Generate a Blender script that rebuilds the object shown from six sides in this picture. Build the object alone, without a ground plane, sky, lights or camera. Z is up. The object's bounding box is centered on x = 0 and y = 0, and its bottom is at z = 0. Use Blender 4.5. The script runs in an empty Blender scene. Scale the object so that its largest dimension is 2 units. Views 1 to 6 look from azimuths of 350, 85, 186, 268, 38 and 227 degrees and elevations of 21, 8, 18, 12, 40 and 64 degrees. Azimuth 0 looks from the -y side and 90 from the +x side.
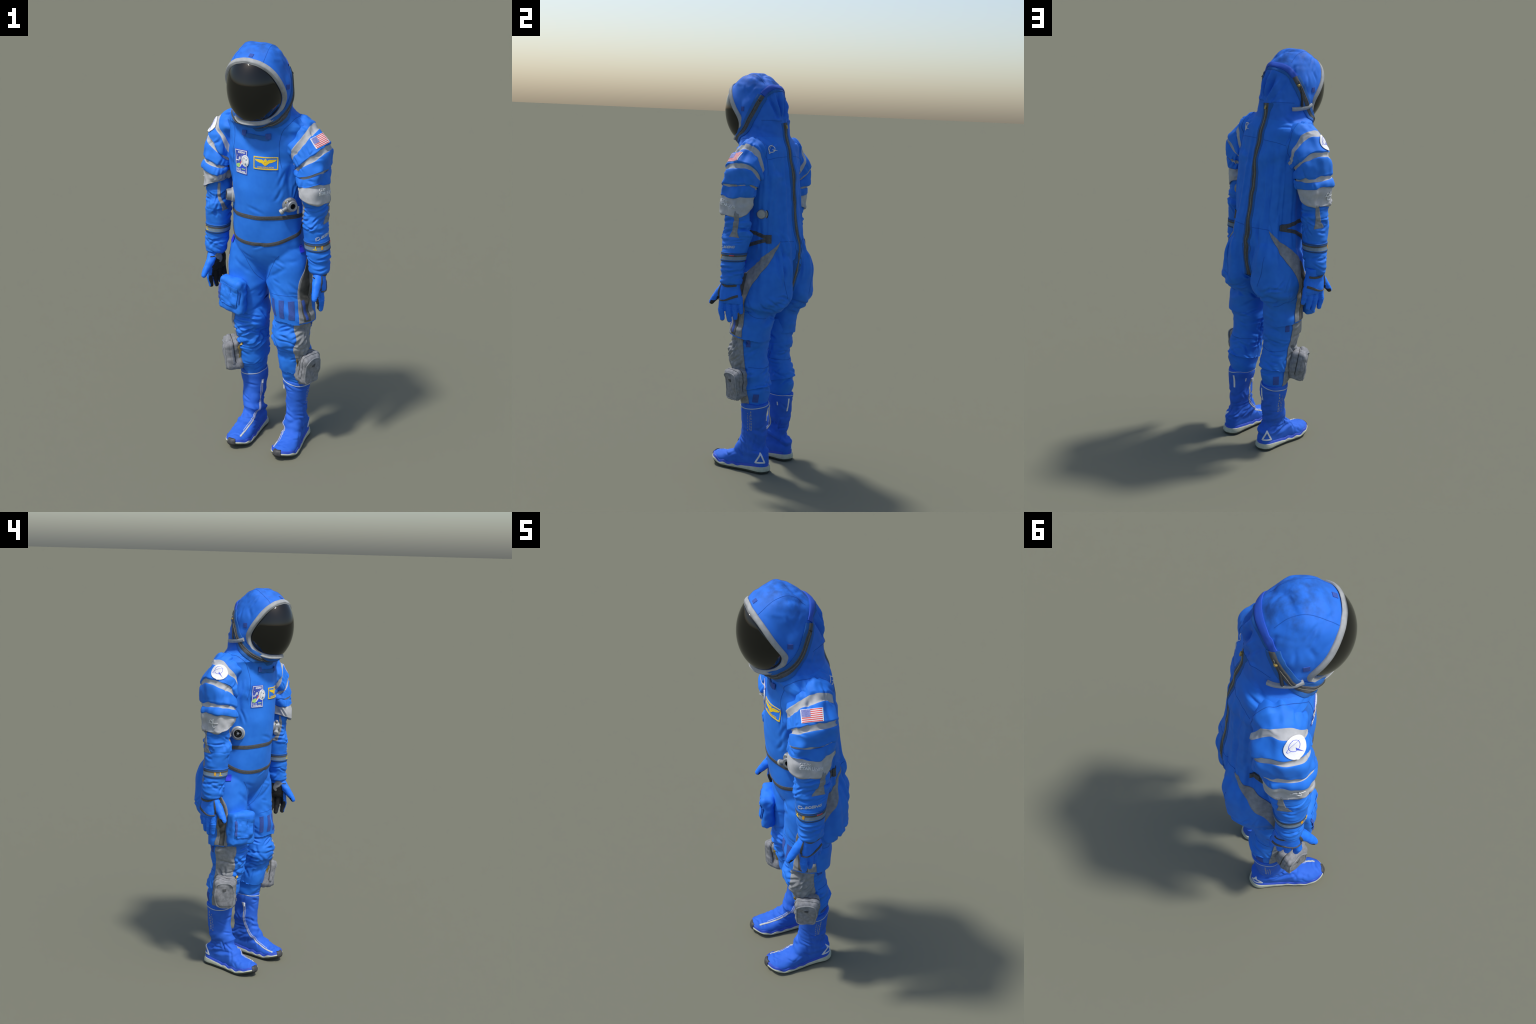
import bpy, bmesh, math, random
import numpy as np
from mathutils import Vector, Matrix
from mathutils.bvhtree import BVHTree

random.seed(7)
RNG = np.random.RandomState(7)
FACING = math.radians(-38.0)          # the figure faces 38 degrees off the -y axis

# ------------------------------------------------------------------ helpers
def curve_table(rows, zs):
    """smooth (Hermite) interpolation of a table whose first column is the key"""
    rows = np.array(sorted(rows, key=lambda r: r[0]), float)
    x = rows[:, 0]; y = rows[:, 1:]
    n = len(x)
    m = np.zeros_like(y)
    d = (y[1:] - y[:-1]) / (x[1:] - x[:-1])[:, None]
    m[0] = d[0]; m[-1] = d[-1]
    for i in range(1, n - 1):
        a, b = d[i - 1], d[i]
        h0, h1 = x[i] - x[i - 1], x[i + 1] - x[i]
        same = (a * b) > 0
        w1, w2 = 2 * h1 + h0, h1 + 2 * h0
        with np.errstate(divide='ignore', invalid='ignore'):
            hm = (w1 + w2) / (w1 / a + w2 / b)
        m[i] = np.where(same, hm, 0.0)
    zs = np.clip(np.asarray(zs, float), x[0], x[-1])
    k = np.clip(np.searchsorted(x, zs) - 1, 0, n - 2)
    h = (x[k + 1] - x[k])[:, None]; t = ((zs - x[k])[:, None]) / h
    return ((2*t**3 - 3*t**2 + 1) * y[k] + (t**3 - 2*t**2 + t) * h * m[k]
            + (-2*t**3 + 3*t**2) * y[k + 1] + (t**3 - t**2) * h * m[k + 1])

def hash3(i, j, k, seed):
    n = (i * 374761393 + j * 668265263 + k * 2147483647 + seed * 1274126177) & 0xFFFFFFFF
    n = ((n ^ (n >> 13)) * 1274126177) & 0xFFFFFFFF
    n = n ^ (n >> 16)
    return (n & 0xFFFF) / 65535.0

def noise(p, seed=0):
    """smooth value noise in -1..1, p is (n,3)"""
    p = np.asarray(p, float)
    i = np.floor(p).astype(np.int64); f = p - i
    f = f * f * f * (f * (f * 6 - 15) + 10)
    out = 0
    for dx in (0, 1):
        for dy in (0, 1):
            for dz in (0, 1):
                w = (f[:, 0] if dx else 1 - f[:, 0]) * (f[:, 1] if dy else 1 - f[:, 1]) * (f[:, 2] if dz else 1 - f[:, 2])
                out = out + w * hash3(i[:, 0] + dx, i[:, 1] + dy, i[:, 2] + dz, seed)
    return out * 2 - 1

def folds(p, sx, sy, sz, seed=0, sharp=1.0):
    """soft cloth folds: warped noise, rounded ridges with narrower valleys"""
    w = np.stack([noise(p * 9 + 3.1, seed + 50), noise(p * 9 + 7.7, seed + 51), noise(p * 9 + 1.3, seed + 52)], 1) * 0.028
    q = (p + w) * np.array([sx, sy, sz])
    n = noise(q, seed)
    return np.sign(n) * np.abs(n) ** sharp

def creases(V, N, specs, seed):
    """many short cloth creases: a narrow valley with soft raised lips, laid along a preferred direction.
    spec = (count, mask, direction or function of position, jitter, half length, width, depth)"""
    r = np.random.RandomState(seed); d = np.zeros(len(V))
    for count, mask, dirn, jit, Lr, Wr, Dr in specs:
        idx = np.nonzero(mask)[0]
        if len(idx) == 0: continue
        for k in range(count):
            i = idx[r.randint(len(idx))]; c, n = V[i], N[i]
            t = np.array(dirn(c) if callable(dirn) else dirn, float) + r.normal(0, jit, 3)
            t -= n * (t @ n); l = np.linalg.norm(t)
            if l < 1e-6: continue
            t /= l; p = np.cross(n, t)
            L, w, dep, bend = r.uniform(*Lr), r.uniform(*Wr), r.uniform(*Dr), r.normal(0, 3.0)
            q = V - c
            near = np.nonzero((np.abs(q) < L + 4 * w).all(1))[0]
            q = q[near]; a = q @ t; b = q @ p - bend * a * a; h = np.abs(q @ n)
            tap = np.clip(1 - (a / L) ** 2, 0, 1) ** 1.5 * np.clip(1 - h / .05, 0, 1) * np.clip(N[near] @ n + .3, 0, 1)
            d[near] += dep * tap * (-np.exp(-(b / w) ** 2) + .5 * np.exp(-((np.abs(b) - 1.9 * w) / (1.2 * w)) ** 2))
    return d

def fold_lines(V, lines):
    """hand-placed folds: (points, width, height); negative height is a valley"""
    d = np.zeros(len(V))
    for pts, w, h in lines:
        P = np.array(pts, float); best = np.full(len(V), 9.0); tp = np.zeros(len(V)); m = len(P) - 1
        for k in range(m):
            a, b = P[k], P[k + 1]; ab = b - a; t = np.clip(((V - a) @ ab) / (ab @ ab), 0, 1)
            dist = np.linalg.norm(V - a - t[:, None] * ab, axis=1); u = (k + t) / m
            sel = dist < best; best[sel] = dist[sel]; tp[sel] = u[sel]
        d += h * np.exp(-(best / w) ** 2) * np.sin(math.pi * np.clip(tp * .9 + .05, 0, 1)) ** .6
    return d

def smoothstep(a, b, x):
    t = np.clip((x - a) / (b - a), 0, 1)
    return t * t * (3 - 2 * t)

def superellipse(n_pts, n, phase=0.0):
    t = np.linspace(0, 2 * math.pi, n_pts, endpoint=False) + phase
    c, s = np.cos(t), np.sin(t)
    return np.sign(c) * np.abs(c) ** (2 / n), np.sign(s) * np.abs(s) ** (2 / n)

def loft_faces(rows, n, cap0=False, cap1=False, flip=False):
    f = []
    for r in range(rows - 1):
        for i in range(n):
            j = (i + 1) % n
            f.append((r * n + i, r * n + j, (r + 1) * n + j, (r + 1) * n + i))
    if cap0: f.append(tuple(range(n - 1, -1, -1)))
    if cap1: f.append(tuple(range((rows - 1) * n, rows * n)))
    if flip: f = [tuple(reversed(q)) for q in f]
    return f

ROOT = None
def new_object(name, verts, faces, mats, mat_idx=None, parent=None, smooth=True, angle=None):
    me = bpy.data.meshes.new(name)
    me.from_pydata([tuple(map(float, v)) for v in verts], [], faces)
    for m in (mats if isinstance(mats, (list, tuple)) else [mats]):
        me.materials.append(m)
    if mat_idx is not None:
        me.polygons.foreach_set('material_index', np.asarray(mat_idx, np.int32))
    me.polygons.foreach_set('use_smooth', np.full(len(me.polygons), smooth))
    me.validate(); me.update()
    if angle:
        bm = bmesh.new(); bm.from_mesh(me)
        for e in bm.edges:
            if len(e.link_faces) == 2 and e.calc_face_angle(0) > angle: e.smooth = False
        bm.to_mesh(me); bm.free()
    ob = bpy.data.objects.new(name, me)
    bpy.context.scene.collection.objects.link(ob)
    ob.parent = parent if parent is not None else ROOT
    return ob

def fix_normals(ob):
    bm = bmesh.new(); bm.from_mesh(ob.data)
    bmesh.ops.recalc_face_normals(bm, faces=bm.faces)
    bm.to_mesh(ob.data); bm.free()

def remesh(parts, voxel, smooth_iter=6, factor=0.5):
    """join closed lofts into one skin; returns verts, faces"""
    vs, fs, o = [], [], 0
    for v, f in parts:
        vs.append(np.asarray(v)); fs += [tuple(i + o for i in q) for q in f]; o += len(v)
    me = bpy.data.meshes.new('tmp')
    me.from_pydata([tuple(map(float, v)) for v in np.concatenate(vs)], [], fs); me.update()
    bm = bmesh.new(); bm.from_mesh(me); bmesh.ops.recalc_face_normals(bm, faces=bm.faces); bm.to_mesh(me); bm.free()
    ob = bpy.data.objects.new('tmp', me); bpy.context.scene.collection.objects.link(ob)
    m = ob.modifiers.new('r', 'REMESH'); m.mode = 'VOXEL'; m.voxel_size = voxel; m.adaptivity = 0
    s = ob.modifiers.new('s', 'SMOOTH'); s.iterations = smooth_iter; s.factor = factor
    dg = bpy.context.evaluated_depsgraph_get()
    me2 = bpy.data.meshes.new_from_object(ob.evaluated_get(dg))
    V = np.empty(len(me2.vertices) * 3); me2.vertices.foreach_get('co', V); V = V.reshape(-1, 3)
    F = [tuple(p.vertices) for p in me2.polygons]
    bpy.data.objects.remove(ob); bpy.data.meshes.remove(me); bpy.data.meshes.remove(me2)
    return V, F

def vertex_normals(V, F):
    V = np.asarray(V, float); N = np.zeros_like(V)
    by = {}
    for f in F: by.setdefault(len(f), []).append(f)
    for n, fs in by.items():
        a = np.array(fs)
        nn = np.cross(V[a[:, 2]] - V[a[:, 0]], V[a[:, (3 if n > 3 else 1)]] - V[a[:, (1 if n > 3 else 0)]]) if n > 3 else np.cross(V[a[:, 1]] - V[a[:, 0]], V[a[:, 2]] - V[a[:, 0]])
        for c in range(n): np.add.at(N, a[:, c], nn)
    return N / np.maximum(np.linalg.norm(N, axis=1, keepdims=True), 1e-12)

def bvh_of(*obs):
    vs, fs, o = [], [], 0
    for ob in obs:
        vs += [v.co.copy() for v in ob.data.vertices]
        fs += [tuple(i + o for i in p.vertices) for p in ob.data.polygons]
        o = len(vs)
    return BVHTree.FromPolygons(vs, fs)

# ------------------------------------------------------------------ materials
def lin(h):
    c = [int(h[i:i + 2], 16) / 255 for i in (0, 2, 4)]
    return [((x + 0.055) / 1.055) ** 2.4 if x > 0.04045 else x / 12.92 for x in c] + [1]

def material(name, col, col2=None, rough=0.75, scale=60.0, bump=0.15, weave=900.0, metallic=0.0, coat=0.0, sheen=0.0, spec=0.35, contrast=(0.35, 0.65), patch=None):
    m = bpy.data.materials.new(name); m.use_nodes = True
    nt = m.node_tree; N, L = nt.nodes, nt.links
    b = N['Principled BSDF']
    b.inputs['Roughness'].default_value = rough
    b.inputs['Metallic'].default_value = metallic
    b.inputs['Coat Weight'].default_value = coat
    b.inputs['Sheen Weight'].default_value = sheen
    b.inputs['Specular IOR Level'].default_value = spec
    c1 = lin(col); c2 = lin(col2 or col)
    tc = N.new('ShaderNodeTexCoord')
    nz = N.new('ShaderNodeTexNoise'); nz.inputs['Scale'].default_value = scale; nz.inputs['Detail'].default_value = 4
    L.new(tc.outputs['Object'], nz.inputs['Vector'])
    cr = N.new('ShaderNodeValToRGB')
    cr.color_ramp.elements[0].position = contrast[0]; cr.color_ramp.elements[1].position = contrast[1]
    cr.color_ramp.elements[0].color = c1; cr.color_ramp.elements[1].color = c2
    L.new(nz.outputs['Fac'], cr.inputs['Fac'])
    out = cr.outputs['Color']
    if patch:                          # a stained area: (colour, centre, radius, strength)
        pc, cen, rad, st = patch
        vm = N.new('ShaderNodeVectorMath'); vm.operation = 'DISTANCE'
        L.new(tc.outputs['Object'], vm.inputs[0]); vm.inputs[1].default_value = cen
        mr = N.new('ShaderNodeMapRange'); mr.inputs['From Min'].default_value = rad; mr.inputs['From Max'].default_value = rad * 0.45
        L.new(vm.outputs['Value'], mr.inputs['Value'])
        n2 = N.new('ShaderNodeTexNoise'); n2.inputs['Scale'].default_value = 22; n2.inputs['Detail'].default_value = 5
        L.new(tc.outputs['Object'], n2.inputs['Vector'])
        r2 = N.new('ShaderNodeMapRange'); r2.inputs['From Min'].default_value = 0.42; r2.inputs['From Max'].default_value = 0.66
        L.new(n2.outputs['Fac'], r2.inputs['Value'])
        mu = N.new('ShaderNodeMath'); mu.operation = 'MULTIPLY'; L.new(mr.outputs[0], mu.inputs[0]); L.new(r2.outputs[0], mu.inputs[1])
        mu2 = N.new('ShaderNodeMath'); mu2.operation = 'MULTIPLY'; L.new(mu.outputs[0], mu2.inputs[0]); mu2.inputs[1].default_value = st
        mx = N.new('ShaderNodeMix'); mx.data_type = 'RGBA'
        L.new(mu2.outputs[0], mx.inputs['Factor']); L.new(out, mx.inputs['A']); mx.inputs['B'].default_value = lin(pc)
        out = mx.outputs['Result']
    L.new(out, b.inputs['Base Color'])
    if bump > 0:
        w = N.new('ShaderNodeTexNoise'); w.inputs['Scale'].default_value = weave; w.inputs['Detail'].default_value = 2
        L.new(tc.outputs['Object'], w.inputs['Vector'])
        bp = N.new('ShaderNodeBump'); bp.inputs['Strength'].default_value = bump; bp.inputs['Distance'].default_value = 0.002
        L.new(w.outputs['Fac'], bp.inputs['Height']); L.new(bp.outputs['Normal'], b.inputs['Normal'])
    return m

BLUE = material('suit_blue_cloth', '1f70d8', '2577de', rough=0.7, scale=30, bump=0.12)
HOODBLUE = material('hood_blue_cloth', '2069d0', '266fd6', rough=0.7, scale=30, bump=0.12,
                    patch=('1c4c92', (0.0, -0.035, 1.985), 0.16, .9))
SEAM = material('stitch_dark_blue', '1858b4', '1552aa', rough=0.8, scale=200, bump=0)
TAPE = material('tape_blue', '1d5cae', '2a5f9c', rough=0.85, scale=260, bump=0.3, weave=700)
STRAPBLUE = material('strap_violet_blue', '234fb8', '2852b6', rough=0.7, scale=80, bump=0.2)
VELCRO = material('velcro_violet', '34509f', '3d58a2', rough=0.95, scale=300, bump=0.4, weave=500)
GREY = material('grey_cloth', 'a6a8ab', 'b2b4b7', rough=0.75, scale=40, bump=0.15)
MESHGREY = material('grey_mesh_cloth', '7e8184', '8e9194', rough=0.85, scale=60, bump=0.3, weave=500)
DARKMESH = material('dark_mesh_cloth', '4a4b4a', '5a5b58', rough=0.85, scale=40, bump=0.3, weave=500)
POUCHGREY = material('pouch_grey_cloth', '76787b', '8a8c90', rough=0.85, scale=70, bump=0.4, weave=450)
TRIM = material('trim_grey', '919496', 'a0a3a4', rough=0.7, scale=50, bump=0.12)
BLACK = material('black_webbing', '494b4d', '535557', rough=0.8, scale=120, bump=0.3, weave=600)
DARK = material('zipper_dark', '2a2b2d', '333436', rough=0.6, scale=120, bump=0.2)
TEETH = material('zipper_teeth', '7d7c70', '8d8b7c', rough=0.5, scale=300, bump=0.2)
GLOVEBLUE = material('glove_blue', '1a70e4', '2078ec', rough=0.6, scale=40, bump=0.2, weave=500)
PALM = material('glove_black', '1d1e20', '2b2c2e', rough=0.7, scale=120, bump=0.5, weave=420)
BOOTBLUE = material('boot_blue', '2a5fc6', '3066cc', rough=0.72, spec=.22, scale=30, bump=0.15)
MIDSOLE = material('midsole_violet_blue', '2a4ab2', '304fb8', rough=0.6, scale=40, bump=0.1)
CREAM = material('sole_cream', 'aaae9a', 'b8bba8', rough=0.7, scale=60, bump=0.1)
RUBBER = material('outsole_dark', '3c423a', '4a4e46', rough=0.8, scale=80, bump=0.2)
TOE = material('toe_cap_dark', '3b3b3c', '48484a', rough=0.5, scale=80, bump=0.2)
WHITE = material('white_print', 'd6d9da', 'dfe1e1', rough=0.6, scale=80, bump=0)
PALEPRINT = material('pale_print', 'a9b6c4', 'b4bfca', rough=0.6, scale=80, bump=0)
METAL = material('aluminium', '7e8388', '8e9398', rough=0.5, scale=60, bump=0.05, metallic=0.35)
WHITEMETAL = material('white_metal', 'a2a5a3', 'b0b3b0', rough=0.4, scale=60, bump=0.05, metallic=0.2)
VALVEDARK = material('valve_dark', '1c1d20', '26282b', rough=0.4, scale=60, bump=0)
BRASS = material('brass', 'a8904e', 'b79e5a', rough=0.4, scale=150, bump=0.1, metallic=0.5)
YELLOW = material('yellow_thread', 'e6c21e', 'f0ce2c', rough=0.7, scale=300, bump=0.2)
ORANGE = material('orange_tag', 'd89a1c', 'e0a428', rough=0.7, scale=300, bump=0)
RED = material('red_stripe', 'e0484a', 'e85a58', rough=0.7, scale=300, bump=0)
NAVY = material('patch_navy', '3c4fae', '465ab8', rough=0.7, scale=300, bump=0)
PATCHWHITE = material('patch_white', 'dcdde0', 'e6e7e9', rough=0.7, scale=200, bump=0)
GREEN = material('patch_green', 'a8d878', 'b0dc80', rough=0.7, scale=200, bump=0)
PATCHBLUE = material('patch_bright_blue', '2c4fd0', '3558d6', rough=0.7, scale=200, bump=0)
LOGOBLUE = material('logo_blue', '3a52cc', '4159d0', rough=0.7, scale=200, bump=0)
BANDGREY = material('wrist_band_grey', '6d8296', '788b9c', rough=0.6, scale=80, bump=0.1)

def visor_material():
    m = bpy.data.materials.new('visor_black_gloss'); m.use_nodes = True
    b = m.node_tree.nodes['Principled BSDF']
    b.inputs['Base Color'].default_value = (0.006, 0.006, 0.005, 1)
    b.inputs['Roughness'].default_value = 0.05
    b.inputs['Specular IOR Level'].default_value = 0.5
    return m
VISOR = visor_material()

# ------------------------------------------------------------------ root
ROOT = bpy.data.objects.new('space_suit', None)
bpy.context.scene.collection.objects.link(ROOT)
ROOT.rotation_euler = (0, 0, FACING)
ROOT['label'] = 'bright blue pressure suit with soft hood and dark visor'
ROOT['category'] = 'space suit'

# ------------------------------------------------------------------ torso, hood and thighs: one skin
# z, centre-of-front/back split, half width, front y, back y, squareness front, squareness back
TORSO = [
 (2.004, -.072, .012, -.080, -.062, 2.0, 2.0), (1.999, -.072, .045, -.102, -.044, 2.0, 2.0), (1.992, -.072, .063, -.114, -.034, 2.0, 2.0),
 (1.98, -.072, .078, -.133, -.013, 2.1, 2.1), (1.97, -.072, .089, -.148, .002, 2.2, 2.1), (1.96, -.072, .096, -.161, .016, 2.2, 2.1),
 (1.95, -.072, .101, -.174, .029, 2.2, 2.1), (1.94, -.072, .106, -.184, .042, 2.2, 2.1), (1.93, -.070, .110, -.192, .055, 2.2, 2.0),
 (1.92, -.068, .115, -.197, .063, 2.2, 2.0), (1.90, -.065, .122, -.200, .072, 2.2, 1.95), (1.88, -.062, .128, -.200, .077, 2.2, 1.9),
 (1.85, -.060, .134, -.197, .084, 2.2, 1.9), (1.82, -.055, .137, -.188, .092, 2.2, 1.9), (1.79, -.048, .137, -.177, .099, 2.2, 1.9),
 (1.76, -.042, .136, -.166, .104, 2.2, 1.95), (1.73, -.036, .132, -.157, .107, 2.2, 2.0), (1.70, -.026, .133, -.151, .110, 2.2, 2.1),
 (1.68, -.018, .148, -.146, .117, 2.1, 2.1), (1.66, -.008, .176, -.136, .125, 2.1, 2.2), (1.645, .002, .194, -.118, .131, 2.1, 2.3),
 (1.625, .008, .202, -.106, .137, 2.1, 2.3), (1.58, .014, .200, -.103, .147, 2.1, 2.4), (1.52, .018, .192, -.111, .156, 2.0, 2.5),
 (1.46, .020, .184, -.118, .162, 1.9, 2.5), (1.40, .022, .179, -.121, .169, 1.85, 2.55), (1.34, .024, .176, -.122, .178, 1.85, 2.6),
 (1.26, .030, .173, -.119, .191, 1.85, 2.6), (1.20, .036, .173, -.112, .203, 1.9, 2.7), (1.12, .044, .178, -.102, .214, 2.0, 2.8),
 (1.04, .050, .178, -.084, .214, 2.1, 2.8), (0.97, .060, .165, -.050, .207, 2.1, 2.6), (0.92, .068, .120, -.014, .186, 2.1, 2.3),
 (0.895, .068, .075, .012, .150, 2.0, 2.2), (0.882, .068, .035, .035, .105, 2.0, 2.0)]

def torso_loft(n=160):
    zs = np.concatenate([np.linspace(.882, .905, 10), np.linspace(.91, 1.94, 180), np.linspace(1.945, 2.004, 24)])
    T = curve_table(TORSO, zs)
    t = np.linspace(0, 2 * math.pi, n, endpoint=False); c, s = np.cos(t), np.sin(t)
    V = []
    for z, (cy, a, yf, yb, nf, nb) in zip(zs, T):
        p = np.where(s < 0, nf, nb); b = np.where(s < 0, cy - yf, yb - cy)
        e = 2 / p
        V.append(np.stack([a * np.sign(c) * np.abs(c) ** e, cy + b * np.sign(s) * np.abs(s) ** e, np.full(n, z)], 1))
    return np.concatenate(V), loft_faces(len(zs), n, True, True)

# z, cx, cy, half width, half depth
THIGH_L = [(1.17, .080, .085, .045, .075), (1.08, .094, .088, .085, .130), (1.02, .100, .088, .105, .142), (.96, .102, .086, .115, .144), (.90, .104, .088, .118, .144),
           (.865, .108, .081, .112, .138), (.83, .114, .066, .101, .124), (.79, .125, .044, .093, .102), (.74, .137, .041, .091, .101),
           (.70, .144, .041, .093, .100), (.64, .145, .040, .094, .100)]
THIGH_R = [(1.17, -.080, .085, .045, .075), (1.08, -.094, .088, .085, .130), (1.02, -.098, .088, .105, .142), (.96, -.100, .086, .113, .144), (.90, -.101, .088, .116, .144),
           (.865, -.103, .081, .109, .138), (.83, -.103, .064, .098, .122), (.79, -.103, .045, .089, .102), (.74, -.103, .044, .090, .099),
           (.70, -.103, .043, .092, .097), (.64, -.103, .042, .092, .097)]
def tube_loft(table, z0, z1, step=.006, n=96, sq=2.25):
    zs = np.linspace(z0, z1, int(abs(z1 - z0) / step) + 2)
    T = curve_table(table, zs); cx_, sx_ = superellipse(n, sq)
    V = [np.stack([cx + a * cx_, cy + b * sx_, np.full(n, z)], 1) for z, (cx, cy, a, b) in zip(zs, T)]
    return np.concatenate(V), loft_faces(len(zs), n, True, True)

# visor ellipsoid and the rim of the face opening
VC = np.array([.003, -.098, 1.8155]); VA = np.array([.128, .140, .176])
RIM = [(0, -.204, 1.929), (.030, -.203, 1.926), (.068, -.190, 1.912), (.098, -.171, 1.889), (.120, -.148, 1.852), (.130, -.114, 1.805),
       (.127, -.090, 1.772), (.118, -.088, 1.737), (.100, -.106, 1.705), (.070, -.148, 1.685), (.035, -.178, 1.676), (0, -.188, 1.672)]
def rim_polar():
    pts = [(x, y, z) for x, y, z in RIM] + [(-x, y, z) for x, y, z in RIM[1:-1]]
    d = (np.array(pts) - np.array([0, VC[1], VC[2]])) / VA
    d /= np.linalg.norm(d, axis=1, keepdims=True)
    th = np.arctan2(d[:, 2], d[:, 0]); rho = np.arccos(-d[:, 1])
    o = np.argsort(th); th, rho = th[o], rho[o]
    th = np.concatenate([th - 2 * math.pi, th, th + 2 * math.pi]); rho = np.tile(rho, 3)
    tt = np.linspace(-math.pi, math.pi, 361)
    r = np.interp(tt, th, rho)
    k = np.hanning(27)[1:-1]; k = k / k.sum()
    r = np.convolve(np.concatenate([r[-20:-1], r, r[1:20]]), k, 'same')[19:-19]
    return tt, r
RIM_T, RIM_R = rim_polar()
def polar_dir(th, rho):
    return np.stack([np.cos(th) * np.sin(rho), -np.cos(rho), np.sin(th) * np.sin(rho)], -1)

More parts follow.
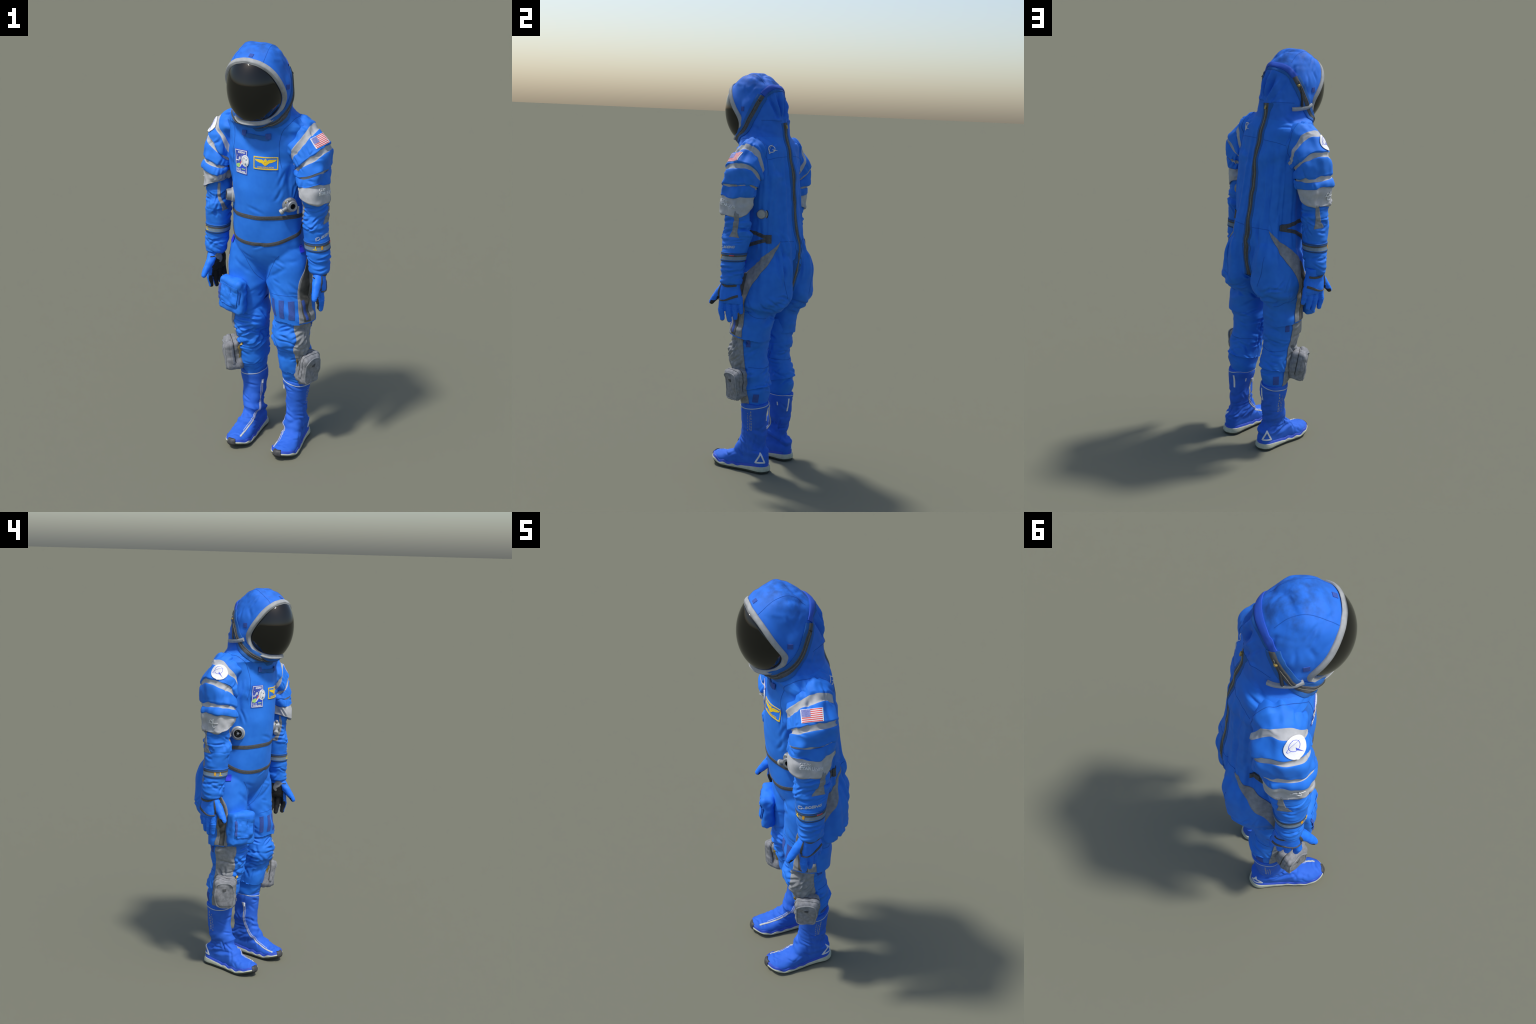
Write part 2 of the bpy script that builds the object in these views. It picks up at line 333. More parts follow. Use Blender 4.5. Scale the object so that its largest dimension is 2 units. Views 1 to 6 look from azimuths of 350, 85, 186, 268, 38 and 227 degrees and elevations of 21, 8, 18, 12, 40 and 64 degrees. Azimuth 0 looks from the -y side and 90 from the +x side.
def build_body():
    parts = [torso_loft(), tube_loft(THIGH_L, 1.17, .64), tube_loft(THIGH_R, 1.17, .64)]
    V, F = remesh(parts, .0035, 14, .5)
    Nn = vertex_normals(V, F)
    x, y, z = V[:, 0], V[:, 1], V[:, 2]
    ang = np.arctan2(y - .03, x)
    back = smoothstep(-.02, .08, y)
    d = np.zeros(len(V))
    # long hanging folds on the lower back and seat
    drape = np.stack([np.sin(ang) * 1.0, np.cos(ang) * 1.0, z * .16], 1)
    d += .009 * folds(drape, 6, 6, 6, 3) * back * smoothstep(1.45, 1.2, z) * smoothstep(.80, .95, z)
    d += .007 * folds(drape, 9, 9, 6, 4) * back * smoothstep(1.66, 1.5, z) * smoothstep(1.0, 1.2, z)
    # slant wrinkles under the seat and on the thighs
    q = np.stack([x, y, z + .5 * np.abs(x)], 1)
    d += .016 * folds(q, 9, 9, 24, 5) * smoothstep(.92, .84, z) * smoothstep(.70, .76, z) * (.35 + .65 * back)
    # the wearer stands slightly turned: right shoulder blade in, left flank out
    d -= .012 * smoothstep(-.03, -.10, x) * smoothstep(.04, .09, y) * smoothstep(1.08, 1.2, z) * smoothstep(1.66, 1.58, z)
    d += .009 * smoothstep(.09, .14, x) * smoothstep(.02, .07, y) * smoothstep(1.22, 1.30, z) * smoothstep(1.54, 1.46, z)
    # cleft of the seat
    d -= .016 * np.exp(-(x / .022) ** 2) * smoothstep(1.12, .92, z) * smoothstep(.03, .1, y)
    # hood: pleats at the back of the head, gathers at the crown
    hb = smoothstep(.02, .06, y) * smoothstep(1.70, 1.76, z) * smoothstep(1.93, 1.89, z)
    pl = np.stack([x * 1.0 + .25 * (z - 1.8) * np.sign(x), y, z * .22], 1)
    d += .006 * folds(pl, 30, 6, 14, 8) * hb
    crown = smoothstep(1.93, 1.965, z)
    d += .004 * folds(V, 22, 22, 22, 9) * crown
    d += .0045 * folds(V, 16, 16, 16, 10) * smoothstep(1.68, 1.75, z)
    # shoulder, chest and neck softness
    d += .009 * folds(np.stack([x + .6 * z, y, z - .4 * np.abs(x)], 1), 14, 12, 16, 11) * smoothstep(1.72, 1.64, z) * smoothstep(1.42, 1.5, z)
    d += .004 * folds(V, 12, 12, 12, 12)
    flank = smoothstep(.09, .15, np.abs(x))
    d += .008 * folds(np.stack([x, y, z * .5 + .5 * y], 1), 10, 16, 16, 13) * flank * smoothstep(1.62, 1.5, z) * smoothstep(.95, 1.05, z)
    # the legs part again below the seat
    d -= .013 * np.exp(-((x - .008) / .035) ** 2) * smoothstep(.01, .12, y) * smoothstep(.93, .86, z) * smoothstep(.74, .80, z)
    # hood pleats run from the band down to the top of the zipper
    d += fold_lines(V, [
        ([(.070, .040, 1.895), (.062, .068, 1.84), (.045, .090, 1.785)], .0075, -.015), ([(.045, .055, 1.905), (.046, .074, 1.84), (.036, .095, 1.785)], .0075, .016),
        ([(.022, .060, 1.905), (.030, .084, 1.84), (.028, .098, 1.785)], .0075, -.016), ([(-.002, .062, 1.905), (.012, .086, 1.85), (.022, .100, 1.785)], .0075, .016),
        ([(-.028, .058, 1.90), (-.008, .086, 1.84), (.010, .102, 1.785)], .0075, -.016), ([(-.052, .050, 1.89), (-.030, .082, 1.83), (-.004, .102, 1.778)], .0075, .013),
        ([(-.072, .042, 1.875), (-.052, .072, 1.82), (-.024, .098, 1.772)], .0075, -.012), ([(-.085, .036, 1.84), (-.07, .060, 1.79), (-.05, .085, 1.75)], .011, .005),
        ([(.092, .026, 1.86), (.085, .045, 1.80), (.07, .072, 1.75)], .011, -.005),
        ([(.030, .104, 1.772), (.050, .092, 1.768), (.075, .075, 1.775)], .009, .007), ([(-.02, .108, 1.768), (-.05, .095, 1.765), (-.08, .07, 1.768)], .009, .004),
        ([(.135, -.01, 1.735), (.11, .045, 1.71), (.07, .090, 1.70)], .013, -.006), ([(-.135, -.01, 1.735), (-.11, .045, 1.71), (-.07, .090, 1.70)], .013, -.006),
        # crown dents
        ([(-.02, -.05, 1.999), (.03, -.02, 1.985), (.05, .02, 1.955)], .011, -.006), ([(.05, -.10, 1.985), (.075, -.06, 1.972), (.07, -.01, 1.955)], .009, -.005), ([(.06, -.135, 1.955), (.09, -.12, 1.935), (.105, -.08, 1.93)], .010, .005),
        # waist: cloth hangs in pleats from the seam over the seat
        ([(.045, .205, 1.185), (.05, .222, 1.08), (.055, .228, .98)], .012, -.008), ([(.085, .198, 1.175), (.085, .222, 1.09), (.08, .235, 1.0)], .011, .007), ([(-.06, .205, 1.185), (-.065, .225, 1.08), (-.06, .232, .98)], .012, -.008),
        ([(-.10, .195, 1.175), (-.10, .215, 1.08), (-.095, .232, .98)], .011, .006), ([(.135, .175, 1.15), (.15, .195, 1.06), (.155, .20, .97)], .012, -.007), ([(-.135, .175, 1.15), (-.15, .195, 1.06), (-.155, .20, .97)], .012, -.007),
        # gathered lower edge of the seat
        ([(.03, .17, .87), (.08, .205, .845), (.14, .19, .85), (.19, .13, .87)], .012, -.011), ([(-.03, .17, .87), (-.08, .205, .845), (-.14, .19, .85), (-.19, .13, .87)], .012, -.011),
        ([(.05, .165, .82), (.10, .185, .80), (.16, .15, .815)], .010, -.007), ([(-.05, .165, .82), (-.10, .185, .80), (-.15, .15, .815)], .010, -.007),
        # armpits and groin
        ([(.155, -.055, 1.47), (.150, -.062, 1.40), (.155, -.05, 1.32)], .013, -.009), ([(-.155, -.055, 1.47), (-.150, -.062, 1.40), (-.155, -.05, 1.32)], .013, -.009), ([(.13, -.08, 1.46), (.125, -.085, 1.40), (.12, -.09, 1.34)], .012, .005),
        ([(.02, .00, .885), (.07, -.045, .925), (.13, -.055, .97)], .011, -.007), ([(-.02, .00, .885), (-.07, -.045, .925), (-.13, -.055, .97)], .011, -.007),
        ([(.16, .11, 1.52), (.15, .135, 1.42), (.15, .15, 1.30)], .014, -.008), ([(-.16, .11, 1.52), (-.15, .135, 1.42), (-.15, .15, 1.30)], .014, -.008),
        ([(.13, -.085, 1.63), (.17, -.05, 1.66), (.19, .0, 1.66)], .012, -.006), ([(.10, -.10, 1.635), (.15, -.085, 1.625), (.19, -.05, 1.62)], .012, .006)])
    sg = np.sign(x)
    d += creases(V, Nn, [
        (22, (y > .08) & (z > 1.0) & (z < 1.22), (0, 0, 1), .12, (.04, .10), (.005, .010), (.003, .006)),
        (14, (y > .08) & (z > 1.25) & (z < 1.6), (0, 0, 1), .15, (.04, .09), (.006, .010), (.0015, .003)),
        (34, (y > .03) & (z > .78) & (z < .93), lambda c: (1, 0, .45 * np.sign(c[0])), .25, (.025, .06), (.004, .008), (.003, .006)),
        (16, (y < .05) & (np.abs(x) > .09) & (z > 1.3) & (z < 1.56), lambda c: (.3 * np.sign(c[0]), 0, 1), .2, (.03, .07), (.004, .008), (.002, .004)),
        (14, (z > 1.59) & (z < 1.69) & (np.abs(x) > .09), lambda c: (1, .3, -.3 * np.sign(c[0])), .3, (.03, .06), (.005, .009), (.002, .004)),
        (20, (y < .05) & (z > .71) & (z < .90), lambda c: (1, 0, -.3 * np.sign(c[0])), .25, (.025, .06), (.005, .008), (.0015, .0035)),
        (12, (y < .0) & (z > .98) & (z < 1.28), (1, 0, .1), .3, (.03, .06), (.006, .010), (.001, .0022)),
        (18, (z > 1.70) & (y > -.10), (0, .5, -1), .5, (.025, .055), (.005, .009), (.0012, .0028)),
        (5, (z > 1.95), (1, 0, 0), .8, (.02, .045), (.005, .009), (.0015, .003))], 201)
    # the band across the back of the hood is a ridge
    rid = np.exp(-((z - (1.918 - .9 * np.clip(-(y - .055), 0, 1) * 0)) / .012) ** 2) * smoothstep(.03, .06, y) * 0
    V = V + Nn * (d + rid)[:, None]
    # hollow for the visor and a snug edge round it
    P = (V - VC) / VA; s = np.linalg.norm(P, axis=1); D = P / s[:, None]
    th = np.arctan2(D[:, 2], D[:, 0]); rho = np.arccos(np.clip(-D[:, 1], -1, 1))
    rr = np.interp(th, RIM_T, RIM_R)
    head = (V[:, 2] > 1.645) & (rho < 2.2) & (V[:, 1] < .03)
    smin = 1.045 - .085 * np.clip(np.sin(th), 0, 1) ** 2
    w_out = smoothstep(rr + .55, rr + .2, rho)
    s2 = np.where(s < smin, s + (smin - s) * w_out, s)
    over = smin + .05
    s2 = np.where(s2 > over, s2 + (over - s2) * smoothstep(rr + .35, rr + .1, rho) * .7, s2)
    w_in = smoothstep(rr + .03, rr - .06, rho)
    s2 = s2 + (.90 - s2) * w_in
    V2 = VC + D * s2[:, None] * VA
    V = np.where(head[:, None], V2, V)
    return V, F

BV, BF = build_body()
BN = vertex_normals(BV, BF)

def split_body(V, F, N):
    """cut at the thigh hems, then separate by region with shared border normals"""
    fc = np.array([V[list(f)].mean(0) for f in F])
    hem = .690 + .10 * np.clip(-(fc[:, 1] - .03), -.12, .12) + .003 * np.sin(fc[:, 0] * 60)
    reg = np.full(len(F), 'torso', object)
    reg[fc[:, 2] < .875] = 'leg'
    reg[(fc[:, 2] < .875) & (fc[:, 0] < .0)] = 'leg.001'
    reg[fc[:, 2] > 1.685] = 'hood'
    reg[fc[:, 2] < hem] = ''
    obs = {}
    for r in ('torso', 'hood', 'leg', 'leg.001'):
        idx = np.nonzero(reg == r)[0]
        used = np.unique(np.concatenate([np.array(F[i]) for i in idx]))
        m = np.full(len(V), -1); m[used] = np.arange(len(used))
        ob = new_object(r.split('.')[0], V[used], [tuple(m[list(F[i])]) for i in idx], HOODBLUE if r == 'hood' else BLUE)
        ob.data.normals_split_custom_set_from_vertices([tuple(n) for n in N[used]])
        obs[r] = ob
    return obs
body = split_body(BV, BF, BN)
BODY_BVH = BVHTree.FromPolygons([Vector(v) for v in BV], BF)

# ------------------------------------------------------------------ visor and trim
def build_visor():
    n, rows = 180, 48
    t = np.linspace(-math.pi, math.pi, n, endpoint=False); rr = np.interp(t, RIM_T, RIM_R)
    V = [VC + VA * polar_dir(np.array([0.0]), np.array([0.0]))]
    for k in range(1, rows + 1):
        f = k / rows
        V.append(VC + VA * polar_dir(t, (rr + .02) * f) * (1.0 - .02 * smoothstep(.93, 1.0, np.array([f]))[0]))
    V = np.concatenate(V)
    F = [(0, 1 + (i + 1) % n, 1 + i) for i in range(n)]
    for k in range(rows - 1):
        for i in range(n):
            j = (i + 1) % n
            F.append((1 + k * n + i, 1 + k * n + j, 1 + (k + 1) * n + j, 1 + (k + 1) * n + i))
    ob = new_object('visor', V, F, VISOR); fix_normals(ob); return ob
build_visor()

def build_trim():
    n = 240
    t = np.linspace(-math.pi, math.pi, n, endpoint=False); rr = np.interp(t, RIM_T, RIM_R)
    up = np.clip(np.sin(t), 0, 1) ** 2; dn = np.clip(-np.sin(t), 0, 1) ** 2
    s0 = 1.0 - .02 * up; s1 = 1.10 - .10 * up - .02 * dn
    w = .180 - .120 * dn - .02 * up
    prof = [(-.015, -.05, 0), (-.010, .1, 0), (.0, .65, 0), (.02, .95, 0), (.12, 1.0, 1), (.5, 1.06, 1), (.88, .98, 1), (1.0, .75, 1), (1.02, .2, 1)]
    wob = .006 * noise(np.stack([np.cos(t) * 3, np.sin(t) * 3, t * 0], 1), 21)
    V = []
    for a, h, kind in prof:
        rho = rr + wob + (a if kind == 0 else a * w)
        V.append(VC + VA * polar_dir(t, rho) * (s0 + (s1 - s0) * h)[:, None])
    V = np.concatenate(V)
    ob = new_object('visor_trim', V, loft_faces(len(prof), n), TRIM); fix_normals(ob); return ob
build_trim()

# ------------------------------------------------------------------ arms
def arm_rows(s):
    """sleeve stations for the left (s=1) or right (s=-1) arm: inner (x,z), outer (x,z), centre y, half depth"""
    wideC = .004 if s > 0 else .022
    w = 1 if s > 0 else 0          # the right shoulder sits a little wider and higher
    up = [((.085, 1.50), (.120, 1.672), .026, .066), ((.120, 1.485), (.180, 1.674 + .004 * (1 - w)), .026, .083),
          ((.142, 1.475), (.222 + .005 * (1 - w), 1.650 + .005 * (1 - w)), .022, .086), ((.150, 1.457), (.243 + .005 * (1 - w), 1.624 + .005 * (1 - w)), .020, .089),
          ((.160, 1.450), (.288 + .003 * (1 - w), 1.558), .016, .092), ((.164, 1.440), (.295 + .002 * (1 - w), 1.535), .015, .092),
          ((.174, 1.424), (.303 + .001 * (1 - w), 1.456), .012, .094), ((.176, 1.424 - wideC * .6), (.301 + .001 * (1 - w), 1.452 - wideC), .011, .092),
          ((.184, 1.390), (.297 + .005 * (1 - w), 1.395), .008, .085), ((.194, 1.347), (.303 + .005 * (1 - w), 1.302), .002, .084)]
    return up
FORE = {1: [(1.36, 0.238, 0.008, 0.05, 0.068), (1.3, 0.248, 0.009, 0.049, 0.074), (1.26, 0.247, 0.009, 0.049, 0.075), (1.22, 0.25, 0.009, 0.05, 0.076), (1.18, 0.252, 0.009, 0.051, 0.072), (1.14, 0.257, 0.008, 0.053, 0.064), (1.1, 0.264, 0.007, 0.053, 0.059), (1.06, 0.269, 0.007, 0.054, 0.056), (1.02, 0.271, 0.009, 0.048, 0.053), (0.99, 0.276, 0.009, 0.044, 0.052), (0.975, 0.278, 0.009, 0.041, 0.05)],
        -1: [(1.36, -.240, .004, .056, .064), (1.30, -.248, .000, .058, .069), (1.26, -.249, -.001, .058, .069), (1.22, -.250, .000, .059, .068), (1.18, -.250, .001, .058, .063),
             (1.14, -.253, .002, .056, .058), (1.10, -.256, .003, .054, .056), (1.06, -.262, .004, .054, .053), (1.02, -.266, .005, .052, .050), (.99, -.268, .006, .048, .049), (.975, -.269, .006, .044, .047)]}

def build_arm(s):
    n = 144
    ca, sa = superellipse(n, 2.25)
    K = arm_rows(s)
    # kinds: bulge and material for each span between stations
    spans = [(0, 0, 4), (0, 0, 8), (1, -.001, 6), (0, .007, 26), (1, -.004, 8), (0, .008, 26), (1, -.004, 7), (0, .006, 22), (1, .001, 26)]
    rows, mats, bul = [], [], []
    for i, (mat, bulge, cnt) in enumerate(spans):
        (i0, o0, c0, b0), (i1, o1, c1, b1) = K[i], K[i + 1]
        cnt2 = max(2, cnt)
        for k in range(cnt2):
            f = k / cnt2
            ip = np.array(i0) * (1 - f) + np.array(i1) * f; op = np.array(o0) * (1 - f) + np.array(o1) * f
            lip = bulge * (math.sin(math.pi * min(1, f * .98 + .02)) ** .6 if bulge < 0 else (math.sin(math.pi * .5 * f ** .55) if f < .93 else (1 - ((f - .93) / .07) ** 2 * .55)))
            rows.append((ip, op, c0 * (1 - f) + c1 * f, b0 * (1 - f) + b1 * f)); mats.append(mat); bul.append(lip)
    ip, op, c1, b1 = K[-1]
    rows.append((np.array(ip), np.array(op), c1, b1)); mats.append(1); bul.append(.002)
    # underside of the cuff, then the forearm
    rows.append((np.array([.1985, 1.350]), np.array([.301, 1.305]), c1 + .002, b1 - .006)); mats.append(1); bul.append(0)
    rows.append((np.array([.204, 1.353]), np.array([.293, 1.325]), c1 + .004, b1 - .014)); mats.append(0); bul.append(0)
    rows.append((np.array([.203, 1.345]), np.array([.293, 1.315]), c1 + .004, b1 - .014)); mats.append(0); bul.append(0)
    V = []
    for (ip, op, cy, b), lp in zip(rows, bul):
        mid = (ip + op) / 2; A = (op - ip) / 2; la = np.linalg.norm(A); A = A * (1 + lp / la)
        P = np.stack([mid[0] + A[0] * ca, cy + (b + lp) * sa, mid[1] + A[1] * ca], 1)
        V.append(P)
    zs = np.linspace(1.30, .978, 110)
    T = curve_table([(r[0], abs(r[1]),) + tuple(r[2:]) for r in FORE[s]], zs)
    for z, (cx, cy, a, b) in zip(zs, T):
        tilt = .20 * smoothstep(1.18, 1.30, np.array([z]))[0]
        V.append(np.stack([cx + a * ca, cy + b * sa, z - tilt * a * ca * .4], 1)); mats.append(0)
    cx, cy, a, b = T[-1]
    for k, (dz, sc) in enumerate([(-.004, .97), (-.004, .88), (.004, .82)]):
        V.append(np.stack([cx + a * sc * ca, cy + b * sc * sa, np.full(n, zs[-1] + dz)], 1)); mats.append(0)
    R = len(V); V = np.concatenate(V); F = loft_faces(R, n)
    N_ = vertex_normals(V, F)
    cen = V.reshape(R, n, 3).mean(1).repeat(n, 0)
    if ((V - cen) * N_).sum() < 0: N_ = -N_
    z = V[:, 2]; M = np.array(mats).repeat(n)
    d = .0045 * folds(V, 18, 18, 18, 30 + s) * (M == 0) + .004 * folds(V, 40, 40, 30, 31 + s) * (M == 1)
    upper = np.arange(len(V)) < (len(rows)) * n
    # gathers where the sleeve meets the armpit and pillows on the bulges
    inn = smoothstep(.25, .17, V[:, 0])
    d += .013 * folds(V, 20, 40, 20, 33 + s) * upper * inn
    d += .006 * folds(V, 10, 26, 14, 34 + s) * upper
    # elbow creases and cuff gathers
    d += .010 * folds(V, 12, 12, 40, 35 + s) * smoothstep(1.16, 1.22, z) * (~upper)
    d += .008 * folds(V, 14, 14, 55, 36 + s) * smoothstep(1.06, 1.02, z) * (~upper)
    # the two elbow tucks are sharp grooves
    if True:
        for zc, dep in ((1.283, .004), (1.243, .0045), (1.205, .003)):
            zz = z + .03 * (V[:, 1] - .01) + .004 * noise(V * 30, 40)
            d -= dep * np.exp(-((zz - zc) / .0035) ** 2) * (~upper) * (.5 + .5 * noise(V * np.array([22, 22, 4]), 41 + s))
    low = ~upper
    d += creases(V, N_, [
        (34, low & (z > 1.16) & (z < 1.33), (0, 1, .12), .22, (.02, .05), (.0035, .007), (.003, .0055)),
        (16, low & (z > .985) & (z < 1.06), (.3, 1, .1), .25, (.02, .045), (.0035, .006), (.003, .005)),
        (26, upper & (V[:, 0] < .24), (.5, .2, -1), .35, (.02, .045), (.004, .007), (.003, .006)),
        (24, upper, (.3, 0, -1), .5, (.015, .035), (.004, .008), (.0015, .004))], 210 + s)
    d *= 1 - .85 * (low * smoothstep(1.065, 1.078, z) * smoothstep(1.138, 1.126, z))
    th_ = np.tile(np.linspace(0, 2 * math.pi, n, endpoint=False), R); ring_k = np.arange(len(V)) // n
    d += upper * (M == 0) * .005 * noise(np.stack([np.cos(th_) * 2.2, np.sin(th_) * 2.2, z * 14], 1), 47 + s)
    V = V + N_ * d[:, None]
    wv = np.stack([noise(V * 13 + k * 5, 43 + k + s) for k in range(3)], 1)
    V = V + .011 * wv * (smoothstep(1.24, 1.36, V[:, 2]) * smoothstep(1.68, 1.62, V[:, 2]))[:, None]
    V[:, 0] *= s
    fm = [mats[r] for r in range(R - 1) for i in range(n)]
    ob = new_object('arm', V, F, [BLUE, GREY], fm); fix_normals(ob)
    return ob
arms = {s: build_arm(s) for s in (1, -1)}

def build_wrist_band(s):
    n = 120; ca, sa = superellipse(n, 2.25)
    spec = [(1.124, -.002, 0), (1.123, .0035, 0), (1.121, .004, 1), (1.1185, .004, 0), (1.114, .0035, 2), (1.105, .0035, 3), (1.0885, .0035, 0), (1.085, .004, 1), (1.0825, .004, 0), (1.080, .0035, 0), (1.079, -.002, 0)]
    T = curve_table([(r[0], abs(r[1]),) + tuple(r[2:]) for r in FORE[s]], [r[0] for r in spec])
    V = []
    for (z, off, m), (cx, cy, a, b) in zip(spec, T):
        V.append(np.stack([s * (cx + (a + off) * ca), cy + (b + off) * sa, z + .10 * (b * sa) * .25 + np.zeros(n)], 1))
    fm = [spec[r][2] for r in range(len(spec) - 1) for i in range(n)]
    ob = new_object('wrist_band', np.concatenate(V), loft_faces(len(spec), n), [TAPE, DARK, DARKMESH, BANDGREY], fm, parent=arms[s]); fix_normals(ob); return ob
bands = {s: build_wrist_band(s) for s in (1, -1)}

# ------------------------------------------------------------------ gloves
def capsule(path, radii, n=20, flat=1.0):
    """rounded tube along a short path; flat<1 squashes it in x"""
    path = np.array(path, float); k = np.linspace(0, len(path) - 1, 26)
    P = np.stack([np.interp(k, range(len(path)), path[:, i]) for i in range(3)], 1)
    kk = np.ones(5) / 5
    Pp = np.pad(P, ((2, 2), (0, 0)), mode='edge'); P2 = np.stack([np.convolve(Pp[:, i], kk, 'valid') for i in range(3)], 1); P2[0], P2[-1] = P[0], P[-1]; P = P2
    r = np.interp(k, range(len(radii)), radii)
    V = []
    T = np.gradient(P, axis=0); T /= np.linalg.norm(T, axis=1, keepdims=True)
    def ring(c, tg, rad):
        u = np.cross(tg, [1, 0, 0]); u /= np.linalg.norm(u); w = np.cross(tg, u)
        t = np.linspace(0, 2 * math.pi, n, endpoint=False)
        return c + rad * (np.cos(t)[:, None] * u + flat * np.sin(t)[:, None] * w)
    for a in (80, 55, 30): V.append(ring(P[0] - T[0] * r[0] * math.sin(math.radians(a)), T[0], r[0] * math.cos(math.radians(a))))
    for c, tg, rad in zip(P, T, r): V.append(ring(c, tg, rad))
    for a in (30, 55, 80): V.append(ring(P[-1] + T[-1] * r[-1] * math.sin(math.radians(a)), T[-1], r[-1] * math.cos(math.radians(a))))
    return np.concatenate(V), loft_faces(len(V), n, True, True)

def build_hand(s):
    oy = 0.0 if s > 0 else .008
    ox = 0.0 if s > 0 else -.013
    palm = [(1.00, .276, .010, .036, .044), (.975, .280, .010, .034, .045), (.95, .290, .012, .031, .048), (.92, .297, .016, .030, .053), (.89, .301, .018, .027, .054), (.872, .302, .020, .020, .050)]
    parts = [tube_loft(palm, .872, 1.0, .006, 48, 2.5)]
    fingers = [([(.300, -.026, .885), (.306, -.028, .84), (.303, -.020, .793)], [.0165, .0155, .0125]),
               ([(.302, .006, .885), (.305, .008, .835), (.299, .014, .786)], [.0165, .0155, .0125]),
               ([(.301, .036, .888), (.303, .039, .84), (.297, .043, .797)], [.016, .0148, .0122]),
               ([(.299, .062, .898), (.299, .066, .86), (.293, .070, .826)], [.0148, .0138, .0115]),
               ([(.286, -.020, .955), (.293, -.052, .918), (.300, -.080, .882), (.302, -.090, .866)], [.0255, .0215, .0165, .0128])]
    for p, r in fingers: parts.append(capsule(p, r, 20, .95))
    V, F = remesh(parts, .0028, 4, .5)
    Nn = vertex_normals(V, F)
    # knuckle wrinkles on the back of the fingers
    fz = smoothstep(.885, .87, V[:, 2]) * smoothstep(.80, .82, V[:, 2]) * (Nn[:, 0] > .2)
    d = .0012 * np.sin(V[:, 2] * 900 + 3 * noise(V * 60, 60)) * fz + .0015 * noise(V * 55, 61)
    V = V + Nn * d[:, None]
    fc = np.array([V[list(f)].mean(0) for f in F]); fn = vertex_normals(V, F); fn = np.array([fn[list(f)].mean(0) for f in F])
    thumb = (fc[:, 1] < -.034) & (fc[:, 2] > .85) & (fc[:, 2] < .95)
    pm = (fn[:, 0] < -.25) & (fc[:, 2] < .955) & (~thumb)
    pm |= thumb & (fn[:, 2] < -.45) & (fn[:, 1] > .05)
    pm |= thumb & (fc[:, 2] < .878) & (fn[:, 1] > -.2)
    pm |= (fc[:, 2] < .80) & (fn[:, 2] < -.72)
    V = V.copy()
    w = smoothstep(-.040, -.012, V[:, 1]) * smoothstep(.985, .935, V[:, 2]); ph = math.radians(28 if s > 0 else 12) * w
    rx, ry = V[:, 0] - .302, V[:, 1] + .02
    V[:, 0] = .302 + rx * np.cos(ph) - ry * np.sin(ph); V[:, 1] = -.02 + rx * np.sin(ph) + ry * np.cos(ph)
    V[:, 0] += ox * smoothstep(1.0, .93, V[:, 2]); V[:, 0] *= s; V[:, 1] += oy
    ob = new_object('hand', V, F, [GLOVEBLUE, PALM], pm.astype(int)); fix_normals(ob)
    return ob
hands = {s: build_hand(s) for s in (1, -1)}

# ------------------------------------------------------------------ lower legs
LEG_L = [(0.76, 0.133, 0.044, 0.0704, 0.0768), (0.7, 0.135, 0.043, 0.0798, 0.0893), (0.66, 0.134, 0.0397, 0.082, 0.0958), (0.62, 0.133, 0.0353, 0.079, 0.0996), (0.58, 0.133, 0.036, 0.079, 0.0937), (0.54, 0.134, 0.0473, 0.078, 0.0839), (0.5, 0.136, 0.059, 0.076, 0.08), (0.46, 0.136, 0.068, 0.074, 0.08), (0.42, 0.134, 0.076, 0.072, 0.079), (0.38, 0.133, 0.082, 0.068, 0.073), (0.34, 0.133, 0.086, 0.059, 0.059), (0.31, 0.135, 0.087, 0.054, 0.055)]
LEG_R = [(0.76, -0.097, 0.046, 0.0688, 0.0736), (0.7, -0.094, 0.044, 0.0817, 0.0855), (0.66, -0.091, 0.0383, 0.086, 0.094), (0.62, -0.09, 0.0347, 0.084, 0.098), (0.58, -0.089, 0.036, 0.082, 0.092), (0.54, -0.088, 0.0447, 0.078, 0.083), (0.5, -0.091, 0.056, 0.074, 0.08), (0.46, -0.094, 0.067, 0.071, 0.081), (0.42, -0.095, 0.073, 0.069, 0.079), (0.38, -0.094, 0.078, 0.066, 0.073), (0.34, -0.094, 0.083, 0.059, 0.059), (0.31, -0.094, 0.087, 0.056, 0.051)]
